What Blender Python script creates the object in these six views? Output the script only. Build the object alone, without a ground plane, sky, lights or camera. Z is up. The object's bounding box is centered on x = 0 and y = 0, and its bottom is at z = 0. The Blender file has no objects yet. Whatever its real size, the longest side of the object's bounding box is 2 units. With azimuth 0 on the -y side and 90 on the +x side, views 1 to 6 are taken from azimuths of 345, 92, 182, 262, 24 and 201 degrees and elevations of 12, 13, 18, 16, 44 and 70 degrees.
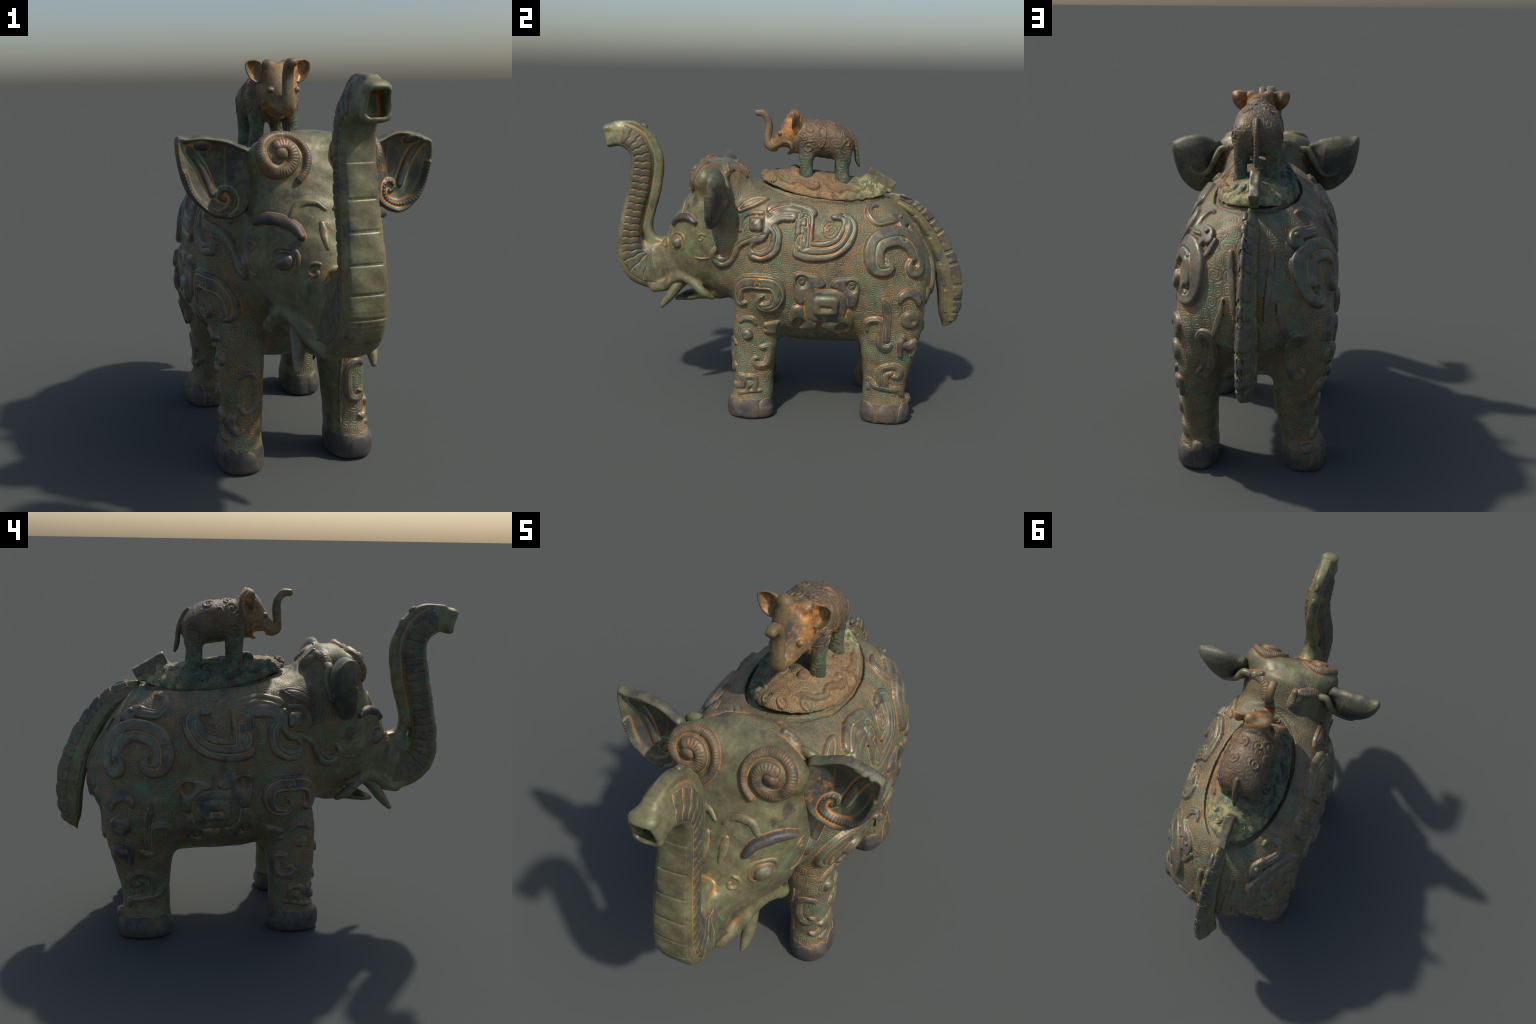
# An ancient cast-bronze wine vessel in the shape of an elephant, with a lid
# on its back that carries a small elephant.  Head looks to -y, z is up.
import bpy, math
import numpy as np
from mathutils import Vector

rng = np.random.default_rng(7)
COLL = bpy.context.scene.collection

# ---------------------------------------------------------------- curves
def hermite(xs, ys, q):
    """smooth interpolation of a table (monotone-ish cubic)"""
    xs, ys, q = np.asarray(xs, float), np.asarray(ys, float), np.asarray(q, float)
    s = np.diff(ys) / np.diff(xs)
    m = np.concatenate([[s[0]], np.where(s[1:] * s[:-1] > 0, 2 * s[1:] * s[:-1] / (s[1:] + s[:-1] + 1e-12), 0), [s[-1]]])
    qc = np.clip(q, xs[0], xs[-1])
    i = np.clip(np.searchsorted(xs, qc) - 1, 0, len(xs) - 2)
    h = xs[i + 1] - xs[i]
    t = (qc - xs[i]) / h
    return ((2 * t**3 - 3 * t**2 + 1) * ys[i] + (t**3 - 2 * t**2 + t) * h * m[i]
            + (-2 * t**3 + 3 * t**2) * ys[i + 1] + (t**3 - t**2) * h * m[i + 1])

def smooth_path(pts, n=6, closed=False):
    """Catmull-Rom through control points (any number of columns)"""
    p = np.asarray(pts, float)
    if len(p) < 3 and not closed:
        t = np.linspace(0, 1, n + 1)[:, None]
        return p[:1] * (1 - t) + p[-1:] * t if len(p) == 2 else p
    e = np.vstack([p[-1:], p, p[:2]]) if closed else np.vstack([2 * p[0] - p[1], p, 2 * p[-1] - p[-2]])
    out = []
    for i in range(len(e) - 3):
        a, b, c, d = e[i:i + 4]
        for t in np.arange(n) / n:
            out.append(.5 * (2 * b + (c - a) * t + (2 * a - 5 * b + 4 * c - d) * t * t + (3 * b - a - 3 * c + d) * t**3))
    if not closed:
        out.append(p[-1])
    return np.array(out)

def stroke_distance(P, path):
    """signed distance in 2D to a brush stroke (x, y, half width), and the arc length"""
    path = np.asarray(path, float)
    if len(path) == 1:
        return np.hypot(P[:, 0] - path[0, 0], P[:, 1] - path[0, 1]) - path[0, 2], np.zeros(len(P))
    best, arc, s0 = np.full(len(P), 9.0), np.zeros(len(P)), 0.0
    for a, b in zip(path[:-1], path[1:]):
        ab = b[:2] - a[:2]
        L = np.hypot(*ab) + 1e-9
        t = np.clip(((P - a[:2]) @ ab) / L**2, 0, 1)
        d = np.hypot(P[:, 0] - a[0] - t * ab[0], P[:, 1] - a[1] - t * ab[1]) - (a[2] + t * (b[2] - a[2]))
        k = d < best
        best[k], arc[k] = d[k], s0 + t[k] * L
        s0 += L
    return best, arc

def polygon_distance(P, poly):
    poly = np.asarray(poly, float)
    d, inside = np.full(len(P), 9.0), np.zeros(len(P), bool)
    for a, b in zip(poly, np.roll(poly, -1, 0)):
        ab = b - a
        t = np.clip(((P - a) @ ab) / (ab @ ab + 1e-12), 0, 1)
        d = np.minimum(d, np.hypot(P[:, 0] - a[0] - t * ab[0], P[:, 1] - a[1] - t * ab[1]))
        c = (a[1] > P[:, 1]) != (b[1] > P[:, 1])
        inside ^= c & (P[:, 0] < (b[0] - a[0]) * (P[:, 1] - a[1]) / (b[1] - a[1] + 1e-12) + a[0])
    return np.where(inside, -d, d)

# ---------------------------------------------------------------- implicit bodies
def smin(a, b, k):
    h = np.maximum(k - np.abs(a - b), 0) / k
    return np.minimum(a, b) - h * h * k * .25

def smax(a, b, k):
    return -smin(-a, -b, k)

class Field:
    """a distance field on a regular grid, made by uniting and cutting solids"""
    def __init__(s, lo, hi, h):
        s.h, s.lo = h, np.array(lo, float)
        s.ax = [np.arange(lo[i], hi[i], h, dtype=np.float64) for i in range(3)]
        s.F = np.full([len(a) for a in s.ax], .3, np.float32)
        s.X, s.Y, s.Z = s.ax[0][:, None, None], s.ax[1][None, :, None], s.ax[2][None, None, :]

    def window(s, lo, hi):
        sl = []
        for i in range(3):
            a = int(np.clip((lo[i] - s.lo[i]) / s.h, 0, s.F.shape[i] - 2))
            b = int(np.clip((hi[i] - s.lo[i]) / s.h + 1, a + 2, s.F.shape[i]))
            sl.append(slice(a, b))
        return tuple(sl), s.ax[0][sl[0]][:, None, None], s.ax[1][sl[1]][None, :, None], s.ax[2][sl[2]][None, None, :]

    def add(s, fn, lo, hi, k=.03):
        w, X, Y, Z = s.window(lo, hi)
        s.F[w] = smin(s.F[w], np.clip(fn(X, Y, Z), -.3, .3), k)

    def cut(s, fn, lo, hi, k=.02):
        w, X, Y, Z = s.window(lo, hi)
        s.F[w] = smax(s.F[w], -np.clip(fn(X, Y, Z), -.3, .3), k)

    def finish(s):
        g = np.gradient(s.F, s.h)
        s.F = s.F / np.clip(np.sqrt(g[0]**2 + g[1]**2 + g[2]**2), .45, 3)

    def sample(s, P):
        q = (P - s.lo) / s.h
        i = np.clip(np.floor(q).astype(int), 0, np.array(s.F.shape) - 2)
        f = np.clip(q - i, 0, 1)
        r = 0
        for dx in (0, 1):
            for dy in (0, 1):
                for dz in (0, 1):
                    w = (f[:, 0] if dx else 1 - f[:, 0]) * (f[:, 1] if dy else 1 - f[:, 1]) * (f[:, 2] if dz else 1 - f[:, 2])
                    r = r + w * s.F[i[:, 0] + dx, i[:, 1] + dy, i[:, 2] + dz]
        return r

    def normal(s, P, e=None):
        e = e or s.h
        g = np.stack([s.sample(P + np.eye(3)[i] * e) - s.sample(P - np.eye(3)[i] * e) for i in range(3)], 1)
        return g / (np.linalg.norm(g, axis=1, keepdims=True) + 1e-9)

    def trace(s, O, D, far=2.0):
        """first hit of the rays O + t D"""
        t = np.zeros(len(O))
        hit = np.zeros(len(O), bool)
        for _ in range(160):
            d = s.sample(O + D * t[:, None])
            outside = np.any((O + D * t[:, None] < s.lo) | (O + D * t[:, None] > s.lo + (np.array(s.F.shape) - 1) * s.h), axis=1)
            d = np.where(outside, .02, d)
            hit |= d < 4e-4
            t = np.where(hit & (d < 4e-4) & (d > -1e-3), t, t + np.clip(d * .6, -.01, .02))
        return O + D * t[:, None], hit & (t < far)

    def mesh(s):
        """naive surface nets, then pulled on to the zero level"""
        F = s.F
        S = F < 0
        nx, ny, nz = F.shape
        acc = np.zeros((nx - 1, ny - 1, nz - 1, 3), np.float32)
        cnt = np.zeros((nx - 1, ny - 1, nz - 1), np.float32)
        mixed = np.zeros((nx - 1, ny - 1, nz - 1), bool)
        c0 = S[:-1, :-1, :-1]
        for dx in (0, 1):
            for dy in (0, 1):
                for dz in (0, 1):
                    mixed |= S[dx:nx - 1 + dx, dy:ny - 1 + dy, dz:nz - 1 + dz] != c0
        I = np.argwhere(mixed)
        pos, n = np.zeros((len(I), 3)), np.zeros(len(I))
        for axis in range(3):
            o = [a for a in range(3) if a != axis]
            for u in (0, 1):
                for v in (0, 1):
                    a = I.copy(); a[:, o[0]] += u; a[:, o[1]] += v
                    b = a.copy(); b[:, axis] += 1
                    fa, fb = F[tuple(a.T)].astype(float), F[tuple(b.T)].astype(float)
                    c = (fa < 0) != (fb < 0)
                    t = fa[c] / (fa[c] - fb[c])
                    p = a[c].astype(float); p[:, axis] += t
                    pos[c] += p; n[c] += 1
        V = s.lo + pos / n[:, None] * s.h
        idx = np.full(mixed.shape, -1, np.int64)
        idx[tuple(I.T)] = np.arange(len(I))
        quads = []
        for axis in range(3):
            o1, o2 = (axis + 1) % 3, (axis + 2) % 3
            A = S[tuple(slice(0, -1) if a == axis else slice(1, -1) for a in range(3))]
            B = S[tuple(slice(1, None) if a == axis else slice(1, -1) for a in range(3))]
            for flip in (0, 1):
                E = np.argwhere((A & ~B) if flip else (~A & B))
                if not len(E):
                    continue
                base = E.copy(); base[:, o1] += 1; base[:, o2] += 1
                q = []
                for (u, v) in ((0, 0), (1, 0), (1, 1), (0, 1)):
                    c = base.copy(); c[:, o1] -= u; c[:, o2] -= v
                    q.append(idx[tuple(c.T)])
                q = np.stack(q, 1)
                quads.append(q if flip else q[:, ::-1])
        Q = np.vstack(quads)
        Q = Q[(Q >= 0).all(1)]
        for _ in range(2):
            V = V - s.normal(V) * np.clip(s.sample(V), -.003, .003)[:, None]
        return V, Q

def loft_y(table, nt=2.4, nb=2.4, lean=None):
    """solid lofted along y from rows (y, half width, top z, bottom z, widest z)"""
    T = np.array(table, float)
    def fn(X, Y, Z):
        y = Y.ravel()
        a, zt, zb, zc = [hermite(T[:, 0], T[:, i], y)[None, :, None] for i in (1, 2, 3, 4)]
        up = Z > zc
        h = np.where(up, zt - zc, zc - zb)
        n_top = nt if np.isscalar(nt) else hermite(nt[0], nt[1], y)[None, :, None]
        n_low = nb if np.isscalar(nb) else hermite(nb[0], nb[1], y)[None, :, None]
        n = np.where(up, n_top, n_low)
        x0 = lean(Y, Z) if lean else 0
        u, v = np.abs(X - x0) / a, np.abs(Z - zc) / h
        f = (u**n + v**n + 1e-9)**(1 / n)
        g = f**(1 - n) * np.sqrt((u**(n - 1) / a)**2 + (v**(n - 1) / h)**2)
        d = np.maximum((f - 1) / np.maximum(g, 1.2), -.12)
        return np.maximum(d, np.maximum(T[0, 0] - Y, Y - T[-1, 0]))
    return fn

def sweep(rows, n=2.4, taper=0.0, flat_ends=False, sub=8, x_sign=1, skew=0.0):
    """tube whose spine lies in a y-z plane: rows (y, z, centre x, half width x, half depth);
    taper narrows the width toward the left-hand side of the spine"""
    R = smooth_path(rows, sub)
    def fn(X, Y, Z):
        y, z = np.broadcast_arrays(Y[0], Z[0])
        best = np.full(y.shape, 9.0)
        par = np.zeros(y.shape + (3,))
        wgt, end = np.zeros(y.shape), np.zeros(y.shape)
        for i, (p, q) in enumerate(zip(R[:-1], R[1:])):
            dy, dz = q[0] - p[0], q[1] - p[1]
            L = math.hypot(dy, dz) + 1e-9
            tt = ((y - p[0]) * dy + (z - p[1]) * dz) / L**2
            t = np.clip(tt, 0, 1)
            d = np.hypot(y - p[0] - t * dy, z - p[1] - t * dz)
            k = d < best
            best[k] = d[k]
            side = ((y - p[0]) * -dz + (z - p[1]) * dy) / L
            e = np.full(y.shape, -1.0)
            if flat_ends and i == 0:
                e = -tt * L
            elif flat_ends and i == len(R) - 2:
                e = (tt - 1) * L
            end[k] = e[k]
            wgt[k] = (np.where(side >= 0, 1, -1) * np.where(e > 0, np.abs(side), d))[k]
            for c in range(3):
                par[..., c][k] = (p[2 + c] + t * (q[2 + c] - p[2 + c]))[k]
        cx, a, b = [par[None, ..., c] for c in range(3)]
        w = wgt[None]
        a = a * np.clip(1 - taper * np.clip(w / b, -1, 1), .2, 2)
        u, v = np.abs(X - cx * x_sign - skew * np.clip(w / b, -1.5, 1.5)) / a, np.abs(w) / b
        f = (u**n + v**n + 1e-9)**(1 / n)
        g = f**(1 - n) * np.sqrt((u**(n - 1) / a)**2 + (v**(n - 1) / b)**2)
        d = np.maximum((f - 1) / np.maximum(g, 1.5), -.1)
        return np.maximum(d, end[None]) if flat_ends else d
    return fn

def ellipsoid(c, r, n=2.0):
    def fn(X, Y, Z):
        u, v, w = np.abs(X - c[0]) / r[0], np.abs(Y - c[1]) / r[1], np.abs(Z - c[2]) / r[2]
        f = (u**n + v**n + w**n)**(1 / n)
        return (f - 1) * min(r)
    return fn

def box_round(c, r, rad, tilt=0.0):
    """rounded box, turned by tilt about the x axis"""
    ca, sa = math.cos(tilt), math.sin(tilt)
    def fn(X, Y, Z):
        y, z = (Y - c[1]) * ca + (Z - c[2]) * sa, -(Y - c[1]) * sa + (Z - c[2]) * ca
        q = [np.abs(X - c[0]) - r[0] + rad, np.abs(y) - r[1] + rad, np.abs(z) - r[2] + rad]
        out = np.sqrt(sum(np.maximum(v, 0)**2 for v in q))
        return out + np.minimum(np.maximum(np.maximum(q[0], q[1]), q[2]), 0) - rad
    return fn

def tube3(path):
    """round tube through rows (x, y, z, radius)"""
    R = smooth_path(path, 6)
    def fn(X, Y, Z):
        best = None
        for p, q in zip(R[:-1], R[1:]):
            d = q[:3] - p[:3]
            L2 = d @ d + 1e-12
            t = np.clip(((X - p[0]) * d[0] + (Y - p[1]) * d[1] + (Z - p[2]) * d[2]) / L2, 0, 1)
            v = np.sqrt((X - p[0] - t * d[0])**2 + (Y - p[1] - t * d[1])**2 + (Z - p[2] - t * d[2])**2) - (p[3] + t * (q[3] - p[3]))
            best = v if best is None else np.minimum(best, v)
        return best
    return fn

# ---------------------------------------------------------------- mesh objects
def make_object(name, V, Fc, mats, parent=None, index=None, normals=None):
    me = bpy.data.meshes.new(name)
    me.from_pydata([tuple(v) for v in np.asarray(V).tolist()], [], [list(map(int, f)) for f in Fc])
    for m in (mats if isinstance(mats, (list, tuple)) else [mats]):
        me.materials.append(m)
    me.polygons.foreach_set("use_smooth", np.ones(len(me.polygons), bool))
    if index is not None:
        me.polygons.foreach_set("material_index", np.asarray(index, np.int32))
    if normals is not None:
        me.normals_split_custom_set_from_vertices([tuple(n) for n in normals.tolist()])
    me.update()
    ob = bpy.data.objects.new(name, me)
    COLL.objects.link(ob)
    if parent:
        ob.parent = parent
    return ob

def split_body(V, Q, N, label, names, mats, parents, store, slot=None):
    """one smooth surface cut into named parts whose borders coincide"""
    for i, nm in enumerate(names):
        q = Q[label == i]
        if not len(q):
            continue
        used, inv = np.unique(q, return_inverse=True)
        store.setdefault(nm, []).append(make_object(nm, V[used], inv.reshape(q.shape), mats[i], parents[i], normals=N[used], index=None if slot is None else slot[label == i]))

# ---------------------------------------------------------------- relief
def frame_from(direction, up=(0, 0, 1)):
    d = np.array(direction, float); d /= np.linalg.norm(d)
    e1 = np.cross(up, d); e1 /= np.linalg.norm(e1)
    return d, e1, np.cross(d, e1)

class Plane:
    """drawing plane for relief; coordinates (s, t), looks along -direction at the surface"""
    def __init__(s, field, origin, e1, e2, look):
        s.field, s.o = field, np.array(origin, float)
        s.e1, s.e2, s.look = [np.array(v, float) / np.linalg.norm(v) for v in (e1, e2, look)]
    def drop(s, P):
        O = s.o + P[:, :1] * s.e1 + P[:, 1:2] * s.e2
        D = np.repeat(s.look[None], len(P), 0)
        return s.field.trace(O, D)

def side_plane(field, sx, tilt=0.0, dist=.6):
    """(s, t) = (y, z) seen from the +x or -x side"""
    c, si = math.cos(tilt), math.sin(tilt)
    return Plane(field, (sx * dist, 0, 0), (0, 1, 0), (0, 0, 1), (-sx, 0, 0))

def relief(name, plane, shape, height, parent, mats, edge=.012, cell=.0035, grooves=(), rib=None, dots=(), skirt=.0075,
           lump=0.0, fall=.12, lines=(), line_width=.0042, line_depth=.007):
    """raised ornament: shape(P) -> (distance, arc) in the drawing plane, laid on the surface"""
    fn, lo, hi = shape
    lo, hi = np.array(lo) - .012, np.array(hi) + .012
    s = np.arange(lo[0], hi[0] + cell, cell); t = np.arange(lo[1], hi[1] + cell, cell)
    S, T = np.meshgrid(s, t, indexing="ij")
    P = np.stack([S.ravel(), T.ravel()], 1)
    d, arc = fn(P)
    D = d.reshape(S.shape)
    gs, gt = np.gradient(D, cell)
    g = np.stack([gs.ravel(), gt.ravel()], 1)
    g /= np.linalg.norm(g, axis=1, keepdims=True) + 1e-9
    for level in (0.0, skirt):
        near = np.abs(d - level) < .62 * cell
        P[near] -= g[near] * (d[near] - level)[:, None]
        d = np.where(near, level, d)
    n1, n2 = S.shape
    I = np.arange(n1 * n2).reshape(n1, n2)
    Q = np.stack([I[:-1, :-1], I[1:, :-1], I[1:, 1:], I[:-1, 1:]], -1).reshape(-1, 4)
    Q = Q[(d[Q] <= skirt + 1e-6).all(1)]
    used, inv = np.unique(Q, return_inverse=True)
    Q, P, d, arc = inv.reshape(-1, 4), P[used], d[used], arc[used]
    H, hit = plane.drop(P)
    N = plane.field.normal(H, .014)
    good = hit & ((N @ plane.look) < -fall)
    x = np.clip(-d / edge, 0, 1)
    h = height * np.sqrt(np.clip(1 - (1 - x)**2, 0, 1))
    for g0, w, dep in grooves:
        h = h - dep * np.exp(-((d + g0) / w)**2)
    if rib is not None:
        h = h + rib[1] * np.cos(arc * 2 * math.pi / rib[0]) * np.clip(x * 1.5 - .4, 0, 1)
    for (cx, cy, r, dep) in dots:
        rr = np.hypot(P[:, 0] - cx, P[:, 1] - cy) / r
        h = h + dep * np.exp(-rr**4)
    for path in lines:
        p = smooth_path(path, 6)
        dl, _ = stroke_distance(P, np.hstack([p[:, :2], np.zeros((len(p), 1))]))
        h = h - line_depth * np.exp(-(dl / line_width)**2)
    if lump:
        k = P * 60
        h = h + lump * (np.sin(k[:, 0] + 1.3 * np.sin(k[:, 1] * .7)) * np.sin(k[:, 1] * 1.1 + 2) + .5 * np.sin(k[:, 0] * 2.3 + k[:, 1] * 1.9)) * np.clip(x, 0, 1)
    h = np.where(d > 1e-6, -.004 * np.clip(d / skirt, 0, 1) + .0012 * (1 - np.clip(d / skirt, 0, 1)), np.maximum(h, .0014))
    V = H + N * h[:, None]
    Q = Q[good[Q].all(1)]
    if not len(Q):
        return None
    used, inv = np.unique(Q, return_inverse=True)
    Q, V, dd = inv.reshape(-1, 4), V[used], d[used]
    # wind outwards
    q0 = Q[:400]
    nn = np.cross(V[q0[:, 1]] - V[q0[:, 0]], V[q0[:, 3]] - V[q0[:, 0]])
    if np.median(nn @ plane.look) > 0:
        Q = Q[:, ::-1]
    e = np.abs(np.linalg.norm(V[Q] - np.roll(V[Q], 1, 1), axis=2)).max(1)
    Q = Q[e < cell * 7]
    rim = (dd[Q].max(1) > 1e-6).astype(np.int32)
    return make_object(name, V, Q, mats, parent, index=rim)

def strokes(*lists, sub=6):
    paths = [smooth_path(l, sub) for l in lists]
    A = np.vstack([p[:, :2] for p in paths]); w = max(p[:, 2].max() for p in paths)
    def fn(P):
        d, a = np.full(len(P), 9.0), np.zeros(len(P))
        for p in paths:
            dd, aa = stroke_distance(P, p)
            k = dd < d
            d[k], a[k] = dd[k], aa[k]
        return d, a
    return fn, A.min(0) - w, A.max(0) + w

def blob(pts, sub=6):
    poly = smooth_path(pts, sub, closed=True)
    return (lambda P: (polygon_distance(P, poly), np.zeros(len(P)))), poly.min(0), poly.max(0)

def rounded_rect(cx, cy, rx, ry, r):
    def fn(P):
        q = np.abs(P - [cx, cy]) - np.array([rx - r, ry - r])
        return np.hypot(*np.maximum(q, 0).T) + np.minimum(q.max(1), 0) - r, np.zeros(len(P))
    return fn, np.array([cx - rx, cy - ry]), np.array([cx + rx, cy + ry])

def without(shape, *holes):
    def fn(P):
        d, a = shape[0](P)
        for h in holes:
            d = np.maximum(d, -h[0](P)[0])
        return d, a
    return fn, shape[1], shape[2]

def joined(*shapes):
    def fn(P):
        d, a = shapes[0][0](P)
        for s in shapes[1:]:
            dd, aa = s[0](P)
            a = np.where(dd < d, aa, a)
            d = smin(d, dd, .008)
        return d, a
    return fn, np.min([s[1] for s in shapes], 0), np.max([s[2] for s in shapes], 0)

def spiral(cx, cy, r0, r1, turns, start, w0, w1, hand=1, n=48):
    t = np.linspace(0, 1, n)
    a = start + hand * turns * 2 * math.pi * t
    r = r0 + (r1 - r0) * t
    return np.stack([cx + r * np.cos(a), cy + r * np.sin(a), w0 + (w1 - w0) * t], 1)

# ---------------------------------------------------------------- materials
def rgb(r, g, b):
    """display colour 0..255 -> linear"""
    f = lambda c: (c / 255 / 12.92) if c / 255 <= .04045 else ((c / 255 + .055) / 1.055)**2.4
    return (f(r), f(g), f(b), 1.0)

class Nodes:
    def __init__(s, tree):
        s.t = tree
    def new(s, kind, **kw):
        n = s.t.nodes.new("ShaderNode" + kind)
        for k, v in kw.items():
            setattr(n, k, v)
        return n
    def put(s, sock, v):
        if isinstance(v, bpy.types.NodeSocket):
            s.t.links.new(v, sock)
        elif v is not None:
            sock.default_value = v
    def math(s, op, a, b=None, c=None, clamp=False):
        n = s.new("Math", operation=op, use_clamp=clamp)
        for i, v in enumerate((a, b, c)):
            s.put(n.inputs[i], v)
        return n.outputs[0]
    def vmath(s, op, a, b=None, scale=None):
        n = s.new("VectorMath", operation=op)
        s.put(n.inputs[0], a); s.put(n.inputs[1], b)
        if scale is not None:
            s.put(n.inputs["Scale"], scale)
        return n.outputs[1] if op in ("LENGTH", "DOT_PRODUCT", "DISTANCE") else n.outputs[0]
    def noise(s, vec, scale, detail=4, rough=.55, out=0):
        n = s.new("TexNoise")
        s.put(n.inputs["Vector"], vec)
        n.inputs["Scale"].default_value, n.inputs["Detail"].default_value, n.inputs["Roughness"].default_value = scale, detail, rough
        return n.outputs[out]
    def ramp(s, v, lo, hi, a=0.0, b=1.0):
        n = s.new("MapRange", interpolation_type="SMOOTHSTEP")
        s.put(n.inputs[0], v)
        for i, x in enumerate((lo, hi, a, b)):
            n.inputs[i + 1].default_value = x
        return n.outputs[0]
    def mix(s, f, a, b):
        n = s.new("Mix", data_type="RGBA", clamp_factor=True)
        s.put(n.inputs[0], f); s.put(n.inputs[6], a); s.put(n.inputs[7], b)
        return n.outputs[2]
    def vmix(s, f, a, b):
        n = s.new("Mix", data_type="VECTOR")
        s.put(n.inputs[0], f); s.put(n.inputs[4], a); s.put(n.inputs[5], b)
        return n.outputs[1]

def meander_group():
    """thunder-pattern ground: small rounded-square spirals in rows, as a mask of the incised line"""
    g = bpy.data.node_groups.new("thunder_spirals", "ShaderNodeTree")
    g.interface.new_socket("Vector", in_out="INPUT", socket_type="NodeSocketVector")
    sz = g.interface.new_socket("Size", in_out="INPUT", socket_type="NodeSocketFloat")
    tr = g.interface.new_socket("Turns", in_out="INPUT", socket_type="NodeSocketFloat")
    g.interface.new_socket("Line", in_out="OUTPUT", socket_type="NodeSocketFloat")
    g.interface.new_socket("Random", in_out="OUTPUT", socket_type="NodeSocketFloat")
    N = Nodes(g)
    gi, go = g.nodes.new("NodeGroupInput"), g.nodes.new("NodeGroupOutput")
    vec, size, turns = gi.outputs[0], gi.outputs[1], gi.outputs[2]
    warp = N.noise(vec, 9.0, 1, .4, out=1)
    vec = N.vmath("ADD", vec, N.vmath("SCALE", N.vmath("SUBTRACT", warp, (.5, .5, .5)), scale=.02))
    geo = N.new("NewGeometry")
    ab = N.new("SeparateXYZ"); N.put(ab.inputs[0], N.vmath("ABSOLUTE", geo.outputs["Normal"]))
    p = N.new("SeparateXYZ"); N.put(p.inputs[0], vec)
    yz, xz, xy = [N.new("CombineXYZ") for _ in range(3)]
    for n, a, b, c in ((yz, 1, 2, .1), (xz, 0, 2, 7.3), (xy, 0, 1, 3.7)):
        N.put(n.inputs[0], p.outputs[a]); N.put(n.inputs[1], p.outputs[b]); n.inputs[2].default_value = c
    ylead = N.math("GREATER_THAN", ab.outputs[1], ab.outputs[0])
    mx = N.math("MAXIMUM", ab.outputs[0], ab.outputs[1])
    zlead = N.math("GREATER_THAN", ab.outputs[2], mx)
    uv = N.vmix(zlead, N.vmix(ylead, yz.outputs[0], xz.outputs[0]), xy.outputs[0])
    uv = N.vmath("SCALE", uv, scale=N.math("DIVIDE", 1.0, size))
    s = N.new("SeparateXYZ"); N.put(s.inputs[0], uv)
    row = N.math("FLOOR", s.outputs[1])
    wr = N.new("TexWhiteNoise", noise_dimensions="1D"); N.put(wr.inputs["W"], row)
    stretch = N.math("MULTIPLY_ADD", wr.outputs[0], .7, .75)
    u = N.math("MULTIPLY_ADD", s.outputs[0], stretch, N.math("MULTIPLY", wr.outputs[0], 9.7))
    col = N.math("FLOOR", u)
    cid = N.new("CombineXYZ")
    N.put(cid.inputs[0], col); N.put(cid.inputs[1], row)
    wn = N.new("TexWhiteNoise", noise_dimensions="3D"); N.put(wn.inputs["Vector"], cid.outputs[0])
    lx = N.math("SUBTRACT", N.math("FRACT", u), .5)
    ly = N.math("SUBTRACT", N.math("FRACT", s.outputs[1]), .5)
    rr = N.math("POWER", N.math("ADD", N.math("POWER", N.math("ABSOLUTE", lx), 3.2), N.math("POWER", N.math("ABSOLUTE", ly), 3.2)), 1 / 3.2)
    ang = N.math("DIVIDE", N.math("ARCTAN2", ly, lx), 2 * math.pi)
    hand = N.math("SUBTRACT", N.math("MULTIPLY", N.math("GREATER_THAN", wn.outputs[0], .5), 2.0), 1.0)
    ph = N.math("ADD", N.math("MULTIPLY", rr, N.math("MULTIPLY", turns, 2.0)), N.math("MULTIPLY", ang, hand))
    wave = N.math("COSINE", N.math("MULTIPLY", ph, 2 * math.pi))
    N.put(go.inputs[0], N.ramp(wave, -.1, .75))
    N.put(go.inputs[1], wn.outputs[0])
    return g

MEANDER = meander_group()

OLIVE, OLIVE_PALE, SLATE = rgb(98, 95, 70), rgb(120, 119, 86), rgb(80, 77, 72)
TAN = rgb(132, 114, 84)
VERDIGRIS, VERDIGRIS_PALE, TEAL = rgb(112, 148, 112), rgb(160, 186, 140), rgb(58, 88, 76)
OCHRE, OCHRE_DARK, RUST = rgb(190, 124, 58), rgb(138, 94, 50), rgb(120, 84, 58)

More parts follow.
